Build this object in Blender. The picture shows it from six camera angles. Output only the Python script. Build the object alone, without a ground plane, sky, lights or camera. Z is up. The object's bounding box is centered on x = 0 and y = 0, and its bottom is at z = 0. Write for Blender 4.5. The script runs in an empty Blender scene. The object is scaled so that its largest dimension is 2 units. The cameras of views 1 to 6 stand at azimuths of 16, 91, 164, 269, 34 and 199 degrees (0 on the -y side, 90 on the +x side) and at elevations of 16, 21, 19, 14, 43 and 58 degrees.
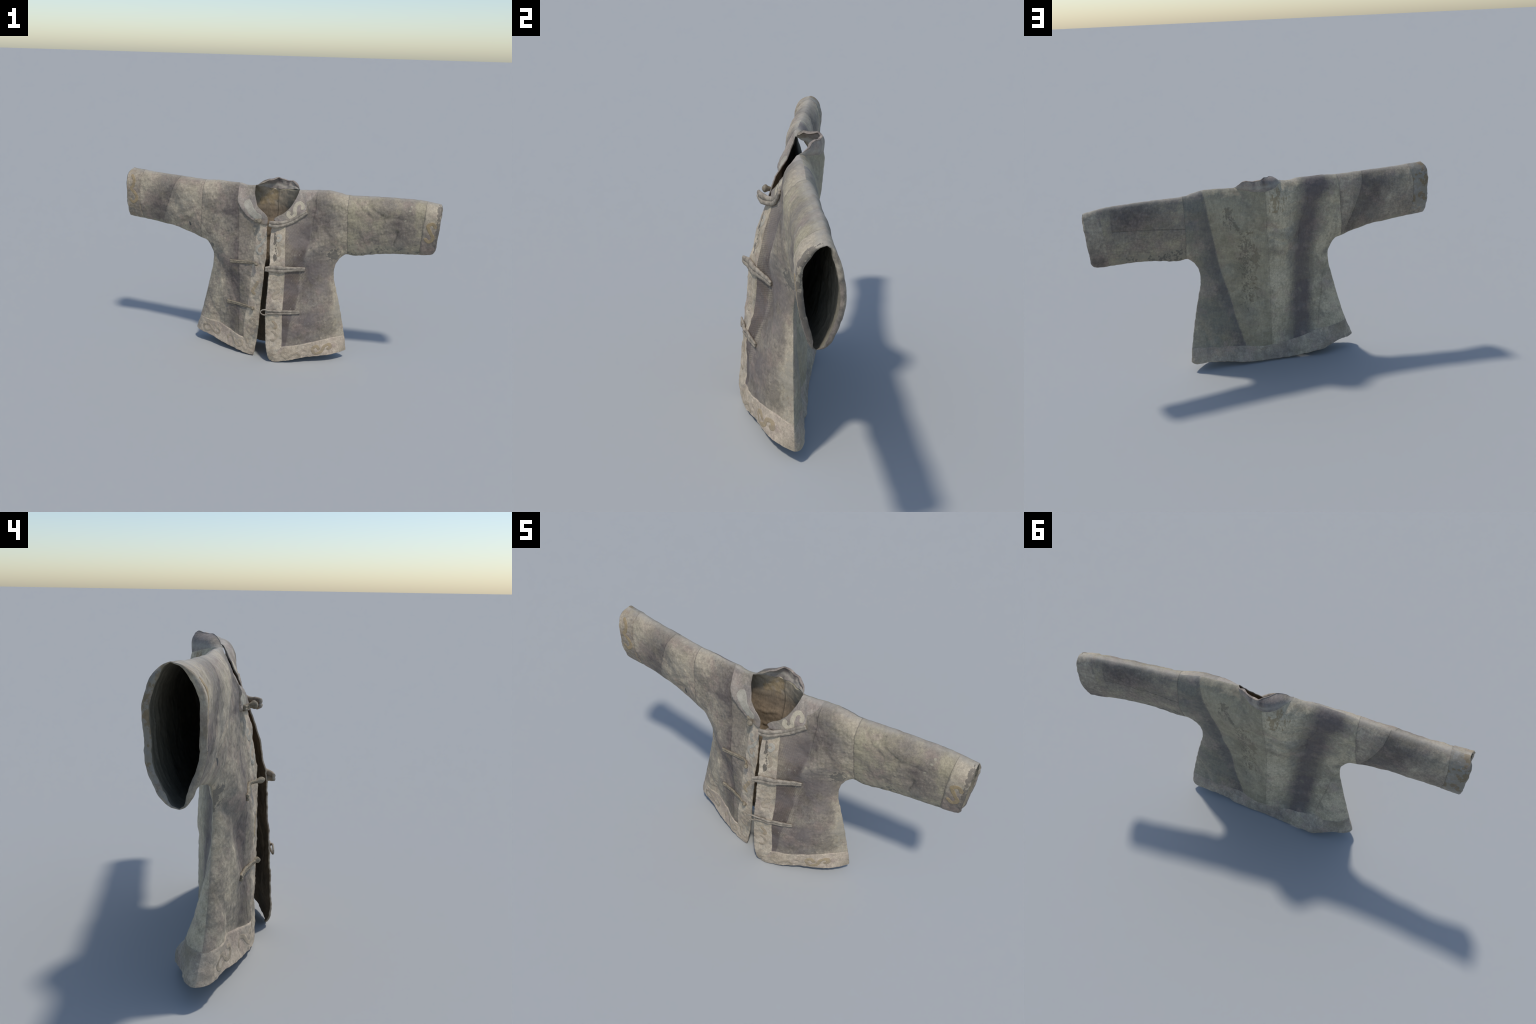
# Old fish-skin jacket: a hollow garment with spread sleeves, a stand collar,
# open front, trimmed edges with scroll appliques, and three loop-and-knob closures.
import bpy, math, time
import numpy as np
from mathutils import Vector
from mathutils.geometry import delaunay_2d_cdt

T0 = time.time()
GRID = 0.0046

# ----------------------------------------------------------------- numeric helpers
_rng = np.random.default_rng(7)
_perm = np.tile(_rng.permutation(256), 3)
_grad = _rng.normal(size=(256, 3)); _grad /= np.linalg.norm(_grad, axis=1, keepdims=True)


def perlin(x, y, z):
    x, y, z = np.broadcast_arrays(np.asarray(x, float), y, z)
    i, j, k = np.floor(x).astype(int), np.floor(y).astype(int), np.floor(z).astype(int)
    fx, fy, fz = x - i, y - j, z - k
    u, v, w = (f * f * f * (f * (f * 6 - 15) + 10) for f in (fx, fy, fz))
    out = 0.0
    for di in (0, 1):
        for dj in (0, 1):
            for dk in (0, 1):
                h = _perm[_perm[_perm[(i + di) & 255] + ((j + dj) & 255)] + ((k + dk) & 255)]
                g = _grad[h]
                d = g[..., 0] * (fx - di) + g[..., 1] * (fy - dj) + g[..., 2] * (fz - dk)
                out = out + d * (u if di else 1 - u) * (v if dj else 1 - v) * (w if dk else 1 - w)
    return out * 1.5


def fbm(x, z, scale, seed, octaves=3):
    a, s, t = 1.0, scale, 0.0
    for o in range(octaves):
        t = t + a * perlin(x * s + 31.7 * seed, z * s - 17.3 * seed, seed * 5.1 + o)
        a, s = a * 0.5, s * 2.03
    return t


def smooth(a, b, x):
    t = np.clip((np.asarray(x, float) - a) / (b - a), 0, 1)
    return t * t * (3 - 2 * t)


def resample(pts, step):
    pts = np.asarray(pts, float)
    d = np.r_[0, np.cumsum(np.linalg.norm(np.diff(pts, axis=0), axis=1))]
    n = max(1, int(round(d[-1] / step)))
    s = np.linspace(0, d[-1], n + 1)
    return np.column_stack([np.interp(s, d, pts[:, c]) for c in range(pts.shape[1])])


def spline(pts, step):
    """Catmull-Rom through the control points, resampled evenly."""
    p = np.asarray(pts, float)
    if len(p) < 3:
        return resample(p, step)
    q = np.vstack([2 * p[0] - p[1], p, 2 * p[-1] - p[-2]])
    out, t = [], np.linspace(0, 1, 24, endpoint=False)[:, None]
    for i in range(1, len(q) - 2):
        a, b, c, d = q[i - 1], q[i], q[i + 1], q[i + 2]
        out.append(0.5 * (2 * b + (c - a) * t + (2 * a - 5 * b + 4 * c - d) * t ** 2 + (3 * b - a - 3 * c + d) * t ** 3))
    return resample(np.vstack(out + [p[-1:]]), step)


def dist_poly(x, z, poly):
    """Distance to an open polyline."""
    poly = np.asarray(poly, float)
    best = np.full(np.shape(x), 9.0)
    for a, b in zip(poly[:-1], poly[1:]):
        ab = b - a
        L = ab @ ab
        if L < 1e-14:
            continue
        t = np.clip(((x - a[0]) * ab[0] + (z - a[1]) * ab[1]) / L, 0, 1)
        best = np.minimum(best, (x - a[0] - t * ab[0]) ** 2 + (z - a[1] - t * ab[1]) ** 2)
    return np.sqrt(best)


def inside(x, z, poly):
    poly = np.asarray(poly, float)
    r = np.zeros(np.shape(x), bool)
    a = poly[-1]
    for b in poly:
        cond = (a[1] > z) != (b[1] > z)
        with np.errstate(divide="ignore", invalid="ignore"):
            xx = (b[0] - a[0]) * (z - a[1]) / (b[1] - a[1] if b[1] != a[1] else 1e-12) + a[0]
        r ^= cond & (x < xx)
        a = b
    return r


class Plate:
    """Thin-plate surface through sparse control points (x, z, value)."""
    def __init__(self, ctrl, stiff=2e-4):
        P = np.asarray(ctrl, float)
        self.X = P[:, :2]
        n = len(P)
        K = self.k(np.linalg.norm(self.X[:, None] - self.X[None], axis=2)) + stiff * np.eye(n)
        Q = np.c_[np.ones(n), self.X]
        A = np.block([[K, Q], [Q.T, np.zeros((3, 3))]])
        self.w = np.linalg.solve(A, np.r_[P[:, 2], np.zeros(3)])

    @staticmethod
    def k(r):
        return np.where(r > 0, r * r * np.log(r + 1e-12), 0)

    def __call__(self, x, z):
        x, z = np.asarray(x, float), np.asarray(z, float)
        n = len(self.X)
        out = self.w[n] + self.w[n + 1] * x + self.w[n + 2] * z
        for i in range(n):
            out = out + self.w[i] * self.k(np.hypot(x - self.X[i, 0], z - self.X[i, 1]))
        return out


# ----------------------------------------------------------------- outline of the garment (x, z)
# +x is the wearer's left.  All edges are drawn as seen from the front.
TOP_L = [(0.159, 1.067), (0.21, 1.069), (0.264, 1.073), (0.34, 1.076), (0.40, 1.065), (0.46, 1.055), (0.566, 1.056),
         (0.69, 1.057), (0.80, 1.055), (0.90, 1.050), (0.994, 1.035)]
UNDER_L = [(0.970, 0.732), (0.94, 0.724), (0.85, 0.722), (0.75, 0.718), (0.63, 0.705), (0.52, 0.686), (0.468, 0.690),
           (0.432, 0.668), (0.404, 0.626), (0.394, 0.577), (0.400, 0.520), (0.417, 0.448), (0.444, 0.340), (0.467, 0.226),
           (0.484, 0.14), (0.495, 0.056)]
TOP_R = [(-0.116, 1.077), (-0.17, 1.075), (-0.216, 1.083), (-0.30, 1.085), (-0.36, 1.087), (-0.448, 1.083), (-0.602, 1.090),
         (-0.80, 1.100), (-0.90, 1.108), (-0.970, 1.113)]
UNDER_R = [(-0.990, 0.797), (-0.895, 0.787), (-0.767, 0.772), (-0.65, 0.757), (-0.547, 0.729), (-0.47, 0.704),
           (-0.432, 0.688), (-0.404, 0.650), (-0.388, 0.600), (-0.394, 0.530), (-0.417, 0.430), (-0.444, 0.318),
           (-0.475, 0.200), (-0.502, 0.12), (-0.519, 0.074)]
CUFF_L = [(0.994, 1.035), (0.993, 0.97), (0.987, 0.88), (0.981, 0.80), (0.976, 0.75), (0.970, 0.732)]
CUFF_R = [(-0.970, 1.113), (-0.981, 1.085), (-0.985, 1.03), (-0.985, 0.95), (-0.985, 0.87), (-0.987, 0.82), (-0.990, 0.797)]
HEM_BACK = [(0.495, 0.056), (0.473, 0.052), (0.386, 0.055), (0.293, 0.040), (0.15, 0.018), (0.011, 0.013), (-0.147, 0.018),
            (-0.297, 0.042), (-0.398, 0.067), (-0.48, 0.074), (-0.519, 0.074)]
HEM_FRONT_L = [(0.495, 0.056), (0.44, 0.050), (0.381, 0.045), (0.257, 0.034), (0.145, 0.011), (0.088, 0.003), (0.066, 0.006), (0.050, 0.022), (0.041, 0.057)]
EDGE_L = [(0.041, 0.057), (0.030, 0.12), (0.027, 0.173), (0.020, 0.303), (0.023, 0.406), (0.027, 0.516), (0.031, 0.633),
          (0.023, 0.727), (0.020, 0.815), (0.026, 0.862), (0.040, 0.876), (0.029, 0.889)]
NECK_L = [(0.029, 0.889), (0.041, 0.904), (0.085, 0.930), (0.116, 0.962), (0.142, 1.010), (0.153, 1.04), (0.159, 1.067)]
HEM_FRONT_R = [(-0.519, 0.074), (-0.46, 0.066), (-0.40, 0.058), (-0.28, 0.038), (-0.18, 0.020), (-0.082, 0.003), (-0.071, 0.006)]
EDGE_R = [(-0.071, 0.006), (-0.055, 0.086), (-0.042, 0.187), (-0.035, 0.295), (-0.025, 0.421), (-0.018, 0.507),
          (-0.012, 0.601), (-0.006, 0.665), (-0.010, 0.788), (-0.015, 0.835), (-0.012, 0.872), (-0.014, 0.897)]
NECK_R = [(-0.014, 0.897), (-0.030, 0.915), (-0.088, 0.957), (-0.109, 0.999), (-0.119, 1.037), (-0.116, 1.077)]
NECK_BACK = [(0.159, 1.067), (0.146, 1.061), (0.121, 1.056), (0.081, 1.050), (0.044, 1.047), (0.005, 1.047), (-0.048, 1.056),
             (-0.083, 1.067), (-0.104, 1.074), (-0.116, 1.077)]

STEP = 0.0045
top_l, top_r = spline(TOP_L, STEP), spline(TOP_R, STEP)
under_l, under_r = spline(UNDER_L, STEP), spline(UNDER_R, STEP)


def rough_edge(p, amp, seed, scale=28):
    """Small waves in an edge, none at its ends."""
    t = np.gradient(p, axis=0)
    nrm = np.column_stack([t[:, 1], -t[:, 0]]) / (np.linalg.norm(t, axis=1)[:, None] + 1e-9)
    s = np.r_[0, np.cumsum(np.linalg.norm(np.diff(p, axis=0), axis=1))]
    fade = smooth(0, 0.03, s) * smooth(0, 0.03, s[-1] - s)
    return p + nrm * (amp * fade * fbm(s, s * 0 + seed, scale, seed))[:, None]


top_l, top_r = rough_edge(top_l, 0.0022, 1), rough_edge(top_r, 0.0018, 2)
under_l, under_r = rough_edge(under_l, 0.0028, 3), rough_edge(under_r, 0.002, 4)
cuff_l, cuff_r = rough_edge(spline(CUFF_L, STEP), 0.002, 5), rough_edge(spline(CUFF_R, STEP), 0.0015, 6)
hem_b = rough_edge(spline(HEM_BACK, STEP), 0.0022, 7)
hem_l, hem_r = rough_edge(spline(HEM_FRONT_L, STEP), 0.0022, 8), rough_edge(spline(HEM_FRONT_R, STEP), 0.002, 9)
edge_l, edge_r = rough_edge(spline(EDGE_L, STEP), 0.0018, 10, 40), rough_edge(spline(EDGE_R, STEP), 0.0014, 11)
neck_l, neck_r, neck_b = spline(NECK_L, STEP), spline(NECK_R, STEP), spline(NECK_BACK, STEP)

# ----------------------------------------------------------------- depth of the garment (y)
# parting line between front and back, along the closed edges
PART = Plate([(-0.97, 1.113, 0.096), (-0.8, 1.10, 0.078), (-0.6, 1.09, 0.060), (-0.44, 1.083, 0.045), (-0.30, 1.085, 0.033),
              (-0.116, 1.077, 0.019), (0.159, 1.067, 0.034), (0.34, 1.076, 0.047), (0.46, 1.055, 0.056), (0.566, 1.052, 0.066),
              (0.78, 1.05, 0.085), (0.996, 1.033, 0.100),
              (-0.991, 0.797, 0.079), (-0.767, 0.772, 0.068), (-0.547, 0.729, 0.046), (-0.432, 0.688, 0.037),
              (-0.388, 0.600, 0.036), (-0.417, 0.43, 0.044), (-0.475, 0.2, 0.062), (-0.519, 0.074, 0.085),
              (0.972, 0.732, 0.092), (0.85, 0.722, 0.076), (0.75, 0.718, 0.064), (0.63, 0.705, 0.055), (0.52, 0.686, 0.048), (0.432, 0.668, 0.043), (0.394, 0.577, 0.038),
              (0.417, 0.448, 0.043), (0.444, 0.34, 0.048), (0.467, 0.226, 0.055), (0.495, 0.056, 0.067), (0, 0.5, 0.04)], 1e-5)


COARSE = {}


def edge_dist(x, z, line):
    """Distance to a closed edge: coarse far away, exact close to it."""
    key = id(line)
    if key not in COARSE:
        k = np.unique(np.r_[np.arange(0, len(line), 5), len(line) - 1])
        COARSE[key] = (line[k], line)
    d = dist_poly(x, z, COARSE[key][0])
    near = d < 0.013
    if near.any():
        d = np.array(d)
        d[near] = dist_poly(np.asarray(x)[near], np.asarray(z)[near], line)
    return d


def sleeveness(x, z):
    return smooth(0.36, 0.56, np.abs(x)) * smooth(0.60, 0.70, z)


def fullness(x, z, front):
    """0 on the closed edges, 1 well inside: how far the two layers have parted."""
    x, z = np.asarray(x, float), np.asarray(z, float)
    s = sleeveness(x, z)
    left = x > 0
    dt = np.minimum(edge_dist(x, z, top_l), edge_dist(x, z, top_r))
    du = np.minimum(edge_dist(x, z, under_l), edge_dist(x, z, under_r))
    if front:
        wt, kt = 0.078 + 0.012 * s, np.where(left, 0.50 + 0.16 * s, 0.54 + 0.04 * s)
        wu = np.where(left, 0.12, 0.10) * (1 - s) + 0.13 * s
        ku = np.where(left, 0.80, 0.60) * (1 - s) + (0.62 - 0.13 * smooth(0.85, 0.98, np.abs(x))) * s
    else:
        wt, kt = 0.13, np.where(left, 0.62 - 0.10 * s, 0.62)
        wu = np.where(left, 0.085, 0.075) * (1 - s) + 0.14 * s
        ku = np.where(left, 0.60, 0.50) * (1 - s) + (0.62 - 0.13 * smooth(0.85, 0.98, np.abs(x))) * s

    def f(d, w, k):
        t = np.clip(d / w, 0, 1)
        return np.maximum(1 - (1 - t) ** 2, 0) ** k
    return f(dt, wt, kt) * f(du, wu, ku)


RIGHT_Y = [(-.073, .005, -.100), (-.046, .11, -.100), (-.036, .21, -.098), (-.022, .35, -.100), (-.012, .47, -.102), (-.005, .58, -.102),
           (0, .666, -.094), (-.004, .752, -.083), (-.008, .84, -.070), (-.014, .89, -.056),
           (-.088, .957, -.025), (-.111, .999, -.008), (-.119, 1.035, .006), (-.102, .578, -.076), (-.051, .702, -.078), (-.143, .11, -.080), (-.173, .113, -.078),
           (-.192, .57, -.066), (-.173, .334, -.068), (-.244, .6, -.066), (-.268, .326, -.043), (-.197, .844, -.038), (-.126, .866, -.036), (-.156, .815, -.034), (-.198, .967, -.033),
           (-.158, .975, -.014), (-.263, .899, -.033), (-.25, .97, -.022), (-.333, .646, -.020), (-.38, .8, -.014), (-.36, 1.02, -.014), (-.486, .956, -.014), (-.42, .9, -.010),
           (-.12, .45, -.086), (-.12, .25, -.088), (-.18, .02, -.080), (-.23, .09, -.050), (-.28, .038, -.045), (-.40, .06, .010), (-.40, .3, .006), (-.31, .466, -.020), (-.348, .19, -.004), (-.437, .244, .017),
           (-.62, .92, .000), (-.85, .98, .026), (-.85, .875, .036), (-.985, 1.0, .021), (-.985, .9, .026), (-.985, .84, .046)]
LEFT_Y = [(.04, .05, -.160), (.029, .12, -.160), (.027, .22, -.157), (.02, .36, -.150), (.027, .55, -.139), (.03, .66, -.124), (.012, .777, -.101),
          (.02, .87, -.068), (.059, .065, -.168), (.068, .79, -.086), (.12, .099, -.142), (.138, .105, -.132), (.115, .335, -.132), (.118, .624, -.104),
          (.085, .93, -.037), (.116, .962, -.022), (.142, 1.01, -.002), (.155, 1.05, .018), (.209, .999, -.014), (.24, 1.035, -.010), (.12, .74, -.080), (.24, .78, -.032), (.45, .78, .016), (.266, .925, -.016),
          (.229, .594, -.042), (.221, .332, -.092), (.218, .943, -.025), (.293, .797, -.041), (.26, .488, -.034), (.35, .5, -.008), (.37, .25, -.035),
          (.375, .672, .012), (.329, .677, -.014), (.285, .73, -.052), (.181, .073, -.132), (.426, .17, .015), (.277, .598, -.034), (.1, .012, -.145), (.25, .035, -.095), (.332, .082, -.060), (.40, .046, -.022), (.46, .05, .022),
          (.55, .88, .006), (.7, .88, .018), (.985, .95, .032), (.98, .89, .038), (.98, .82, .052)]
BACK_Y = [(0, 1.03, .129), (0, .93, .131), (0, .88, .128), (.012, .824, .111), (0, .7, .110), (-.039, .524, .108), (.01, .45, .104), (.056, .453, .080), (.09, .345, .080), (.045, .335, .100), (.065, .146, .114), (.243, .567, .062), (.414, .941, .104), (.43, .875, .108), (.41, 1.01, .094), (-.134, .733, .102), (0, .2, .110), (0, .09, .108), (0, .02, .122),
          (.123, 1.014, .088), (-.151, .99, .089), (-.08, 1.03, .104), (-.08, .872, .120), (.286, .945, .095), (.208, .848, .106), (.157, .825, .111), (.117, .781, .106), (.065, .753, .112),
          (.144, .631, .075), (.104, .529, .074), (.2, .5, .054), (.28, .5, .050), (.22, .62, .058), (.28, .35, .058), (.19, .35, .062), (.13, .30, .082), (.22, .2, .074), (.30, .6, .050),
          (.36, .45, .055), (.36, .252, .078), (.154, .096, .087), (.284, .056, .098), (.317, .152, .088), (.44, .135, .076), (.40, .06, .105), (.20, .03, .115), (.30, .75, .072), (.38, .62, .052),
          (-.217, .727, .056), (-.373, .475, .038), (-.302, .133, .112), (-.27, .10, .140), (-.269, .945, .078), (-.21, .6, .055), (-.2, .45, .060), (-.18, .3, .072), (-.15, .12, .095),
          (-.3, .6, .042), (-.3, .4, .058), (-.3, .25, .080), (-.42, .26, .090), (-.459, .171, .098), (-.43, .12, .122), (-.30, .09, .160), (-.35, .16, .128), (-.1, .6, .088), (-.1, .42, .092), (-.11, .8, .104), (-.165, .82, .085),
          (-.25, .025, .158), (-.34, .05, .158), (-.42, .065, .136), (-.15, .03, .138), (-.36, .8, .072), (.38, .83, .085), (-.42, .9, .085), (.42, .93, .092),
          (-.6, .93, .110), (-.8, .95, .133), (-.98, .96, .153), (-.98, .88, .145), (.609, .821, .090), (.6, .93, .108), (.75, .86, .112), (.847, .893, .126), (.947, .957, .137), (.985, .9, .156), (.98, .82, .148)]


def gap_plate(ctrl, front):
    c = np.asarray(ctrl, float)
    full = np.maximum(fullness(c[:, 0], c[:, 1], front), 0.45)
    h = (PART(c[:, 0], c[:, 1]) - c[:, 2]) * (1 if front else -1) / full
    return Plate(np.column_stack([c[:, :2], h]))


GAP_R, GAP_L, GAP_B = gap_plate(RIGHT_Y, True), gap_plate(LEFT_Y, True), gap_plate(BACK_Y, False)


def gap_of(x, z, front):
    if not front:
        return GAP_B(x, z)
    return np.where(x < 0.003, GAP_R(x, z), GAP_L(x, z))

# ----------------------------------------------------------------- seams and trims (x, z)
SLEEVE_SEAM_L = [(0.459, 1.075), (0.463, 0.98), (0.466, 0.85), (0.469, 0.68)]
SLEEVE_SEAM_R = [(-0.447, 1.10), (-0.452, 0.98), (-0.462, 0.85), (-0.474, 0.69)]
CUFF_SEAM_L = [(0.914, 1.06), (0.909, 0.975), (0.900, 0.85), (0.893, 0.71)]
CUFF_SEAM_R = [(-0.884, 1.12), (-0.900, 1.0), (-0.902, 0.9), (-0.888, 0.77)]
PLACKET_R = [(-0.062, 0.856), (-0.076, 0.80), (-0.085, 0.749), (-0.093, 0.62), (-0.098, 0.578), (-0.107, 0.457), (-0.117, 0.351),
             (-0.139, 0.221), (-0.141, 0.111)]
PLACKET_L = [(0.100, 0.868), (0.103, 0.82), (0.116, 0.640), (0.118, 0.537), (0.118, 0.371), (0.119, 0.284), (0.124, 0.103)]
HEMTOP_R = [(-0.141, 0.111), (-0.239, 0.134), (-0.328, 0.158), (-0.42, 0.168), (-0.52, 0.172)]
HEMTOP_L = [(0.124, 0.103), (0.216, 0.117), (0.311, 0.137), (0.405, 0.152), (0.50, 0.157)]
HEMTOP_B = [(0.50, 0.145), (0.42, 0.141), (0.327, 0.132), (0.161, 0.107), (-0.002, 0.098), (-0.141, 0.110), (-0.29, 0.147), (-0.40, 0.170), (-0.52, 0.178)]
COLLAR_R = [(-0.219, 1.095), (-0.217, 1.018), (-0.212, 0.972), (-0.167, 0.904), (-0.122, 0.872), (-0.091, 0.862), (-0.062, 0.856), (-0.030, 0.852), (0.02, 0.852)]
COLLAR_L = [(0.274, 1.09), (0.262, 1.055), (0.240, 1.023), (0.216, 1.002), (0.212, 0.946), (0.171, 0.912), (0.104, 0.878), (0.06, 0.872), (0.0, 0.866)]
MITER_R, MITER_L = [(-0.141, 0.111), (-0.071, 0.006)], [(0.124, 0.103), (0.066, 0.011)]
CENTRE_BACK = [(0.010, 1.047), (0.004, 0.80), (-0.002, 0.607), (0.004, 0.35), (0.012, 0.098), (0.012, 0.0)]
SEAM_A = [(-0.210, 0.962), (-0.204, 0.846), (-0.197, 0.647), (-0.187, 0.557), (-0.179, 0.331), (-0.181, 0.241), (-0.179, 0.122)]
SEAM_SHOULDER = [(0.273, 1.075), (0.273, 0.964), (0.263, 0.916), (0.259, 0.852), (0.254, 0.79)]
SEAM_SLEEVE_R = [(-0.614, 1.101), (-0.648, 1.049), (-0.688, 0.94), (-0.752, 0.775)]
BACK_DIAG = [(0.351, 1.08), (0.342, 1.016), (0.330, 0.922), (0.313, 0.825), (0.293, 0.706), (0.269, 0.564), (0.231, 0.436), (0.208, 0.296), (0.161, 0.110)]
BACK_SIDE = [(-0.36, 0.52), (-0.287, 0.150)]
BACK_STRIP = [(-0.262, 1.06), (-0.255, 0.934), (-0.211, 0.833), (-0.201, 0.72)]
BACK_SLEEVE_L = [(0.86, 0.924), (0.46, 0.881)]
BACK_SLEEVE_R = [(-0.603, 1.098), (-0.585, 1.007), (-0.536, 0.866), (-0.494, 0.745)]

L = {k: spline(v, 0.004) for k, v in dict(
    sl=SLEEVE_SEAM_L, sr=SLEEVE_SEAM_R, cl=CUFF_SEAM_L, cr=CUFF_SEAM_R, pr=PLACKET_R, pl=PLACKET_L, hr=HEMTOP_R, hl=HEMTOP_L,
    hb=HEMTOP_B, kr=COLLAR_R, kl=COLLAR_L, mr=MITER_R, ml=MITER_L, cb=CENTRE_BACK, a=SEAM_A, sh=SEAM_SHOULDER, ss=SEAM_SLEEVE_R,
    bd=BACK_DIAG, bs=BACK_SIDE, bt=BACK_STRIP, bl=BACK_SLEEVE_L, br=BACK_SLEEVE_R).items()}


LC = {k: resample(v, 0.018) for k, v in L.items()}


def side_x(x, z, line):
    """> 0 where x lies beyond the (upright) line, with |x| growing outward."""
    o = np.argsort(line[:, 1])
    return np.abs(x) - np.abs(np.interp(z, line[o, 1], line[o, 0]))


def signed_x(x, z, line):
    o = np.argsort(line[:, 1])
    return x - np.interp(z, line[o, 1], line[o, 0])


def above(x, z, line):
    o = np.argsort(line[:, 0])
    return z - np.interp(x, line[o, 0], line[o, 1])


PLACKET_AREA_R = np.vstack([L["pr"], [(-0.071, 0.006), (0.03, 0.0), (0.03, 0.856)]])
PLACKET_AREA_L = np.vstack([L["pl"], [(0.066, 0.011), (-0.03, 0.0), (-0.03, 0.868)]])
HEM_AREA_R = np.vstack([L["hr"], [(-0.6, 0.172), (-0.6, -0.1), (-0.071, 0.006)]])
HEM_AREA_L = np.vstack([L["hl"], [(0.6, 0.157), (0.6, -0.1), (0.066, -0.1), (0.066, 0.011)]])
COLLAR_AREA_R = np.vstack([L["kr"], [(0.02, 1.2), (-0.219, 1.2)]])
COLLAR_AREA_L = np.vstack([L["kl"], [(0.0, 1.2), (0.274, 1.2)]])


def region(x, z, front):
    """Which part of the garment a point belongs to."""
    r = np.full(np.shape(x), "front_panel" if front else "back_panel", dtype=object)
    left = x > 0
    sl = np.where(left, side_x(x, z, L["sl"]), side_x(x, z, L["sr"])) > 0
    sl &= z > 0.62
    cu = np.where(left, side_x(x, z, L["cl"]), side_x(x, z, L["cr"])) > 0
    cu &= sl
    if front:
        hem = np.where(left, inside(x, z, HEM_AREA_L), inside(x, z, HEM_AREA_R))
        pk = np.where(left, inside(x, z, PLACKET_AREA_L), inside(x, z, PLACKET_AREA_R))
        co = np.where(left, inside(x, z, COLLAR_AREA_L), inside(x, z, COLLAR_AREA_R))
        r[hem] = "hem_band"
        r[pk.astype(bool)] = "placket"
        r[co.astype(bool)] = "collar_band"
    else:
        r[above(x, z, L["hb"]) < 0] = "hem_band"
    r[sl] = "sleeve"
    r[cu] = "cuff_band"
    return r


# soft folds: (front?, line, depth, half width, side) ; depth > 0 is a valley.  side 0 symmetric
FOLDS = []


def fold(front, pts, depth, width):
    FOLDS.append((front, np.asarray(pts, float), depth, width))


fold(True, [(-0.37, 0.60), (-0.30, 0.54), (-0.24, 0.46), (-0.21, 0.36)], 0.012, 0.045)
fold(True, [(-0.385, 0.575), (-0.34, 0.52), (-0.30, 0.42), (-0.29, 0.34)], -0.008, 0.03)
fold(True, [(-0.36, 0.20), (-0.30, 0.17), (-0.24, 0.145)], 0.005, 0.02)
fold(True, [(0.265, 0.93), (0.258, 0.85), (0.25, 0.76)], 0.006, 0.03)
fold(True, [(0.20, 0.30), (0.17, 0.22), (0.15, 0.13)], 0.004, 0.02)
fold(True, [(0.76, 0.86), (0.755, 0.82), (0.74, 0.775)], 0.005, 0.010)
fold(True, [(-0.60, 0.84), (-0.54, 0.82), (-0.50, 0.79)], 0.004, 0.02)
fold(False, [(0.34, 1.0), (0.32, 0.85), (0.285, 0.66), (0.25, 0.50), (0.215, 0.32), (0.18, 0.14)], 0.007, 0.03)
fold(False, [(-0.21, 0.83), (-0.20, 0.70), (-0.19, 0.45)], 0.006, 0.03)
fold(False, [(-0.12, 0.66), (-0.17, 0.70), (-0.21, 0.76)], 0.005, 0.016)
fold(False, [(0.40, 0.25), (0.37, 0.16), (0.33, 0.07)], 0.006, 0.022)
fold(False, [(0.30, 0.16), (0.27, 0.09), (0.24, 0.04)], 0.006, 0.018)

fold(True, [(0.50, 1.03), (0.55, 0.98), (0.60, 0.94)], 0.004, 0.010)
fold(True, [(0.545, 1.03), (0.61, 0.985), (0.67, 0.95)], 0.0035, 0.010)
fold(True, [(0.60, 0.78), (0.66, 0.83), (0.74, 0.85)], 0.004, 0.016)
fold(True, [(0.66, 0.93), (0.74, 0.945), (0.80, 0.935)], 0.003, 0.012)
fold(True, [(0.41, 0.70), (0.37, 0.76), (0.34, 0.84)], 0.005, 0.018)
fold(True, [(0.44, 0.72), (0.42, 0.80), (0.41, 0.87)], 0.004, 0.014)
fold(True, [(-0.49, 0.86), (-0.56, 0.81), (-0.64, 0.79)], 0.005, 0.014)
fold(True, [(-0.50, 0.91), (-0.57, 0.87), (-0.63, 0.85)], 0.003, 0.012)
fold(True, [(-0.42, 0.72), (-0.38, 0.77), (-0.35, 0.84)], 0.005, 0.018)
fold(True, [(-0.36, 0.88), (-0.29, 0.89), (-0.23, 0.87)], 0.004, 0.014)
fold(True, [(-0.43, 0.36), (-0.39, 0.28), (-0.34, 0.22)], 0.005, 0.018)
fold(True, [(0.43, 0.34), (0.41, 0.26), (0.41, 0.18)], 0.004, 0.014)
fold(False, [(-0.03, 0.76), (-0.10, 0.73), (-0.19, 0.74)], 0.004, 0.012)
fold(False, [(-0.03, 0.83), (-0.09, 0.81), (-0.15, 0.82)], 0.003, 0.010)
fold(False, [(0.42, 0.30), (0.39, 0.20), (0.37, 0.12)], 0.004, 0.014)

GROOVES_F = ["sl", "sr", "cl", "cr", "a", "sh", "ss", "ml", "mr"]
GROOVES_B = ["sl", "sr", "cr", "cb", "bs", "bt", "bl", "br", "bd"]


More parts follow.
